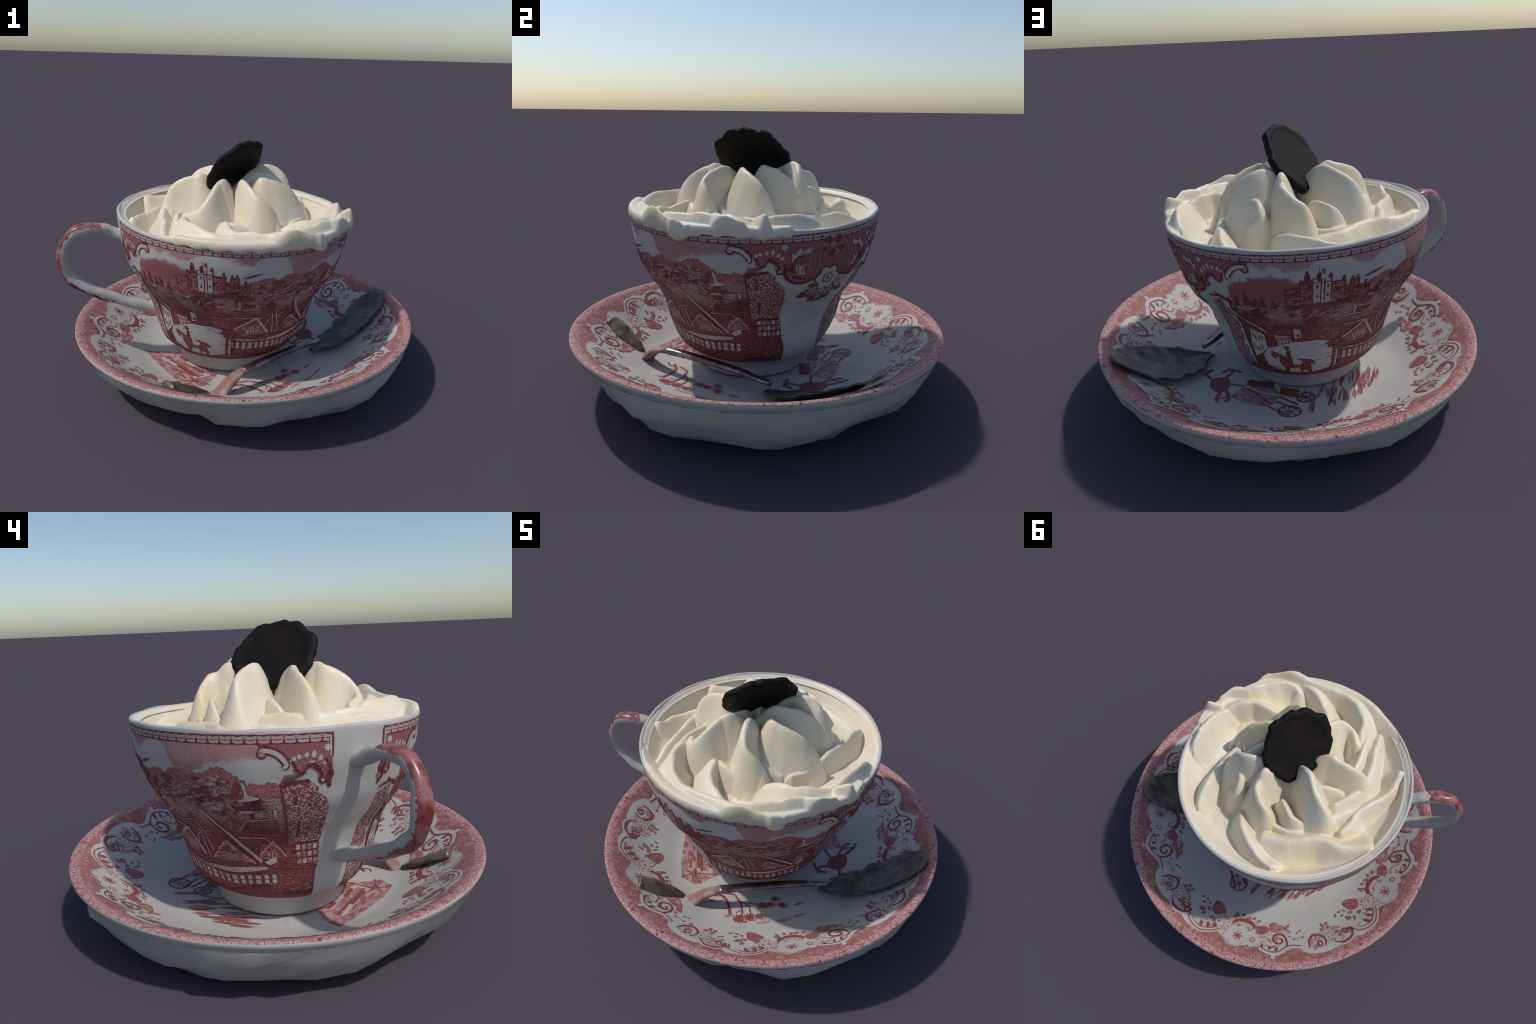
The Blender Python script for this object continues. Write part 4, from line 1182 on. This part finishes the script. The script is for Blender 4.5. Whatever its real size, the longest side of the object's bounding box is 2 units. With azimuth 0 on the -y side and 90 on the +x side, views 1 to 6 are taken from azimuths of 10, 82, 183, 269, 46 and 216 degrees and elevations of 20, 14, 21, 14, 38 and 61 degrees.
def ridge_fields(XY):
    """Height under every crest, and the index of the highest one."""
    best = np.full(len(XY), -1.0); who = np.full(len(XY), -1)
    n = 0
    for pts, H, wl, wr, rnd in [(p, .46, a, b, .010) for p, (a, b) in zip(PETALS, PETAL_W)] + [(p, 2.0 * h, 1.05 * a, 1.05 * b, .008) for p, h, a, b in FOLDS]:
        C = smooth(pts, 7)
        A, B = C[:-1], C[1:]
        d = B[:, :2] - A[:, :2]
        L2 = (d * d).sum(1) + 1e-12
        zmax = np.full(len(XY), -1.0)
        for k in range(len(A)):
            w = XY - A[k, :2]
            t = np.clip((w @ d[k]) / L2[k], 0, 1)
            off = w - t[:, None] * d[k]
            dist = np.hypot(off[:, 0], off[:, 1])
            side = d[k, 0] * w[:, 1] - d[k, 1] * w[:, 0]
            ww = np.where(side > 0, wl, wr)
            dd = np.sqrt(dist ** 2 + rnd ** 2) - rnd
            q = (dd / ww) ** 1.6
            z = A[k, 2] + t * (B[k, 2] - A[k, 2]) - H * q / (1 + q)
            zmax = np.maximum(zmax, z)
        up = zmax > best
        best = np.where(up, zmax, best); who = np.where(up, n, who)
        n += 1
    return best, who


OVER_A = [0, 5, 11, 20, 60, 180, 225, 248, 258, 270, 285, 300, 312, 318, 321, 324.5, 328, 336, 346, 353, 357]
OVER_R = [.684, .668, .654, .650, .649, .649, .651, .655, .662, .667, .669, .670, .672, .686, .700, .692, .668, .662, .663, .672, .684]


def build_cream():
    NV, NR = 720, 200
    th = np.linspace(0, 2 * math.pi, NV, endpoint=False)
    edge = cyclic(OVER_A, OVER_R, np.degrees(th))
    f = np.linspace(.004, 1, NR)
    XY = (CC[None, None] + (f[:, None] * edge[None])[..., None] * np.stack([np.cos(th), np.sin(th)], -1)[None]).reshape(-1, 2)
    R = np.hypot(XY[:, 0] - CC[0], XY[:, 1] - CC[1])
    base = np.interp(R, [0, .10, .18, .26, .34, .45, .56, .61, .64, .70], [1.04, 1.02, .94, .85, .79, .81, .87, .925, .955, .95]) - .0345 * (XY[:, 0] - CC[0]) * .6
    z, who = ridge_fields(XY)
    k = .012
    hh = np.clip(.5 + .5 * (z - base) / k, 0, 1)
    Z = base * (1 - hh) + z * hh + k * hh * (1 - hh) * .5
    who = np.where(z > base, who, -1)
    P = np.column_stack([XY, Z])
    nz = noise3(P * np.array([1, 1, .6]), 8, 5, 2) * .005 + noise3(P, 30, 6, 2) * .0014
    P[:, 2] += nz * np.clip((.66 - R) / .02, .2, 1)
    # where cream laps over the rim it rides on it and curls down outside; elsewhere it just meets the lip
    lap = np.clip((edge - .652) / .010, 0, 1)
    rim = cup_point(th, .965, 0)[:, 2]
    P = P.reshape(NR, NV, 3)
    deg = np.degrees(th)
    drip = np.exp(-((deg - 324) / 3.0) ** 2)
    low = (rim - .004) * (1 - lap) + lap * (rim - .016 - .026 * drip + .004 * np.sin(deg * .7))
    R2 = np.hypot(P[..., 0] - CC[0], P[..., 1] - CC[1])
    ride = rim + .006 + .016 * lap
    w = np.clip((R2 - .57) / .06, 0, 1) * lap
    P[..., 2] = np.where(w > 0, np.maximum(P[..., 2], P[..., 2] * (1 - w) + ride * w), P[..., 2])
    start = np.where(lap > .05, np.minimum(edge - .014, .660), .585)
    q = np.clip((R2 - start) / (edge - start), 0, 1)
    q = np.where(lap > .05, 1 - np.sqrt(1 - q ** 2), q ** 1.5)
    P[..., 2] = P[..., 2] * (1 - q) + low * q
    rings = [P.reshape(-1, 3)]
    for dr, dz in ((-.012, -.012), (-.04, -.02)):
        rr = edge + dr
        rings.append(np.stack([CC[0] + rr * np.cos(th), CC[1] + rr * np.sin(th), low + dz], -1))
    V = np.vstack(rings)
    n = NR + 2
    F = np.array(grid_faces(n, NV))
    cen = P[0].mean(0)
    V = np.vstack([V, cen[None]])
    c = len(V) - 1
    tri = [(j, (j + 1) % NV, c) for j in range(NV)]
    lab = np.concatenate([who, np.full(2 * NV + 1, -1)])
    # shared normals, so that the pieces show no seam
    full = bpy.data.meshes.new("whole"); full.from_pydata([tuple(v) for v in V], [], [tuple(int(i) for i in q) for q in F] + tri); full.update()
    VN = np.empty(len(V) * 3, np.float32); full.vertices.foreach_get("normal", VN); VN = VN.reshape(-1, 3)
    bpy.data.meshes.remove(full)
    flab = lab[F[:, 0]]
    npet = len(PETALS)
    groups = [("cream_petal", i, flab == i) for i in range(npet)] + [("cream_fold", i, flab == i) for i in range(npet, npet + len(FOLDS))]
    groups.append(("cream_bed", -1, flab == -1))
    for name, gi, sel in groups:
        fs = [tuple(q) for q in F[sel]]
        if gi == -1:
            fs += tri
        if len(fs) < 12:
            continue
        used = np.unique(np.concatenate([np.array(q) for q in fs]))
        remap = np.full(len(V), -1); remap[used] = np.arange(len(used))
        o = mesh_obj(name, V[used], [tuple(remap[list(q)]) for q in fs], M_CREAM, cream)
        o.data.normals_split_custom_set_from_vertices([tuple(v) for v in VN[used]])


build_cream()

# ============================================================ CHOCOLATE
def build_chocolate():
    cen = np.array([-.066, -.014, 1.227])
    nrm = np.array([-.717, .345, .606]); nrm /= np.linalg.norm(nrm)
    ux = np.array([-.434, -.901, 0.0]); uy = np.cross(nrm, ux)
    ang = [-117, -104, -82, -57, -35, -15, 6, 23, 35, 56, 70, 81, 105, 125, 146, 158, 184, 198, 212, 229]
    rad = [.22, .195, .19, .195, .216, .214, .214, .226, .198, .203, .180, .188, .170, .184, .168, .174, .196, .202, .192, .202]
    NV = 160
    a = np.linspace(0, 360, NV, endpoint=False)
    r = cyclic(np.array(ang) % 360, rad, a) if False else None
    order = np.argsort(np.array(ang) % 360)
    r = cyclic((np.array(ang) % 360)[order], np.array(rad)[order], a)
    r = r + .003 * np.sin(np.radians(a) * 11 + 2 * np.sin(np.radians(a) * 2)) + .0015 * np.sin(np.radians(a) * 23 + 1)
    ca, sa = np.cos(np.radians(a)), np.sin(np.radians(a))
    rings = []
    # front face (dished), raised brim, rounded edge, back face
    prof = [(.0, -.002), (.35, -.002), (.68, -.001), (.80, .001), (.86, .006), (.94, .004), (.985, -.003), (1.0, -.013), (.99, -.025), (.95, -.032), (.7, -.034), (.35, -.034), (.0, -.034)]
    rm = r.mean()
    for s, h in prof[1:-1]:
        q = rm + (r - rm) * np.clip((s - .6) / .38, 0, 1)
        x, y = q * s * ca, q * s * sa
        rings.append(cen + x[:, None] * ux + y[:, None] * uy + h * nrm)
    V = np.vstack(rings)
    V += (noise3(V, 9, 8, 2) * .003)[:, None] * nrm
    n = len(prof) - 2
    F = grid_faces(n, NV, flip=True)
    V = np.vstack([V, [cen - .002 * nrm, cen - .034 * nrm]])
    k = n * NV
    F += [(k, (j + 1) % NV, j)[::-1] for j in range(NV)]
    F += [(k + 1, (n - 1) * NV + j, (n - 1) * NV + (j + 1) % NV)[::-1] for j in range(NV)]
    o = mesh_obj("chocolate_disc", V, F, M_CHOC)
    o["label"] = "thin dark chocolate disc with scalloped edge standing in cream"
    o["category"] = "chocolate"
    return o


build_chocolate()

# ================================================================ SPOON
spoon = empty("teaspoon", "metal teaspoon lying across the saucer", "teaspoon")


def build_spoon():
    nu, nv = 48, 25
    line = smooth([(.425, -.02), (.52, .07), (.63, .20), (.735, .335), (.818, .44)], 12)
    line = np.stack([np.interp(np.linspace(0, 1, nu), np.linspace(0, 1, len(line)), line[:, k]) for k in (0, 1)], -1)
    d = np.gradient(line, axis=0); d /= np.linalg.norm(d, axis=1)[:, None]
    side = np.stack([-d[:, 1], d[:, 0]], -1)              # towards the cup
    t = np.linspace(0, 1, nu)
    half = .13 * np.clip(1 - ((t - .58) / .44) ** 2, 0, 1) ** .6
    half = np.where(t < .3, np.maximum(half, .02 + .09 * (t / .3) ** 1.5), half)
    rag = np.array([mnoise.noise(Vector((3.1, k * .21, 0))) for k in range(nu)])
    s = np.linspace(-1, 1, nv)
    top = []
    for i in range(nu):
        for j in range(nv):
            w = half[i] * s[j] * (1 + (.28 * rag[i] if s[j] > 0 else .05 * rag[i]))
            x, y = line[i] + side[i] * w
            lift = .026 + .030 * max(0, -s[j]) ** 2 * math.sin(math.pi * min(1, t[i] * 1.1)) + .022 * t[i] ** 6 + .006 * max(0, s[j]) ** 2
            top.append((x, y, saucer_height(x, y) + lift))
    top = np.array(top)
    top[:, 2] += noise3(top, 11, 9, 3) * .008
    F = grid_faces(nu, nv, wrap=False, flip=True)
    o = mesh_obj("spoon_bowl", top, F, M_STEEL, spoon)
    md = o.modifiers.new("thickness", "SOLIDIFY"); md.thickness = .009; md.offset = -1
    stem = smooth([(.47, .005, .168), (.42, -.06, .172), (.373, -.125, .186), (.28, -.25, .196), (.18, -.39, .203), (.096, -.505, .204)], 8)
    n = len(stem)
    tt = np.linspace(0, 1, n)
    V, F = sweep(stem, .017 + .010 * tt, .012 + .006 * tt, (0, 0, 1), 14, 2.6)
    mesh_obj("spoon_stem", V, F, M_STEM, spoon)
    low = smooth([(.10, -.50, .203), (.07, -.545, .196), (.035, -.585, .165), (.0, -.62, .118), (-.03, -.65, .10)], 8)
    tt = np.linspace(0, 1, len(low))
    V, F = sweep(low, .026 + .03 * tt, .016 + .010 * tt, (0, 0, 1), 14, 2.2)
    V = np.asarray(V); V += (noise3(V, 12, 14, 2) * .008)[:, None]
    mesh_obj("spoon_stem_painted_reflection", V, F, M_REFLECT, spoon)
    end = smooth([(-.06, -.65, .135), (-.12, -.72, .188), (-.175, -.785, .236), (-.21, -.83, .270)], 8)
    n = len(end); tt = np.linspace(0, 1, n)
    V, F = sweep(end, .028 + .028 * np.sin(tt * 2.4), .012 + .006 * tt, (0, 0, 1), 14, 2.6)
    V = np.asarray(V); V += (noise3(V, 14, 4, 2) * .006)[:, None]
    mesh_obj("spoon_handle_end", V, F, M_STEEL2, spoon)


M_STEM = spoon_material("polished_steel", (.34, .30, .29), (.16, .12, .12), .9, .22)
M_REFLECT = ink("painted_print_reflection", (.26, .13, .115), (.36, .25, .225), scale=14)  # saucer print's reflection in the steel, painted as matte pink
M_STEEL2 = spoon_material("brown_tarnish", (.16, .13, .095), (.09, .065, .045), .3, .4)
build_spoon()
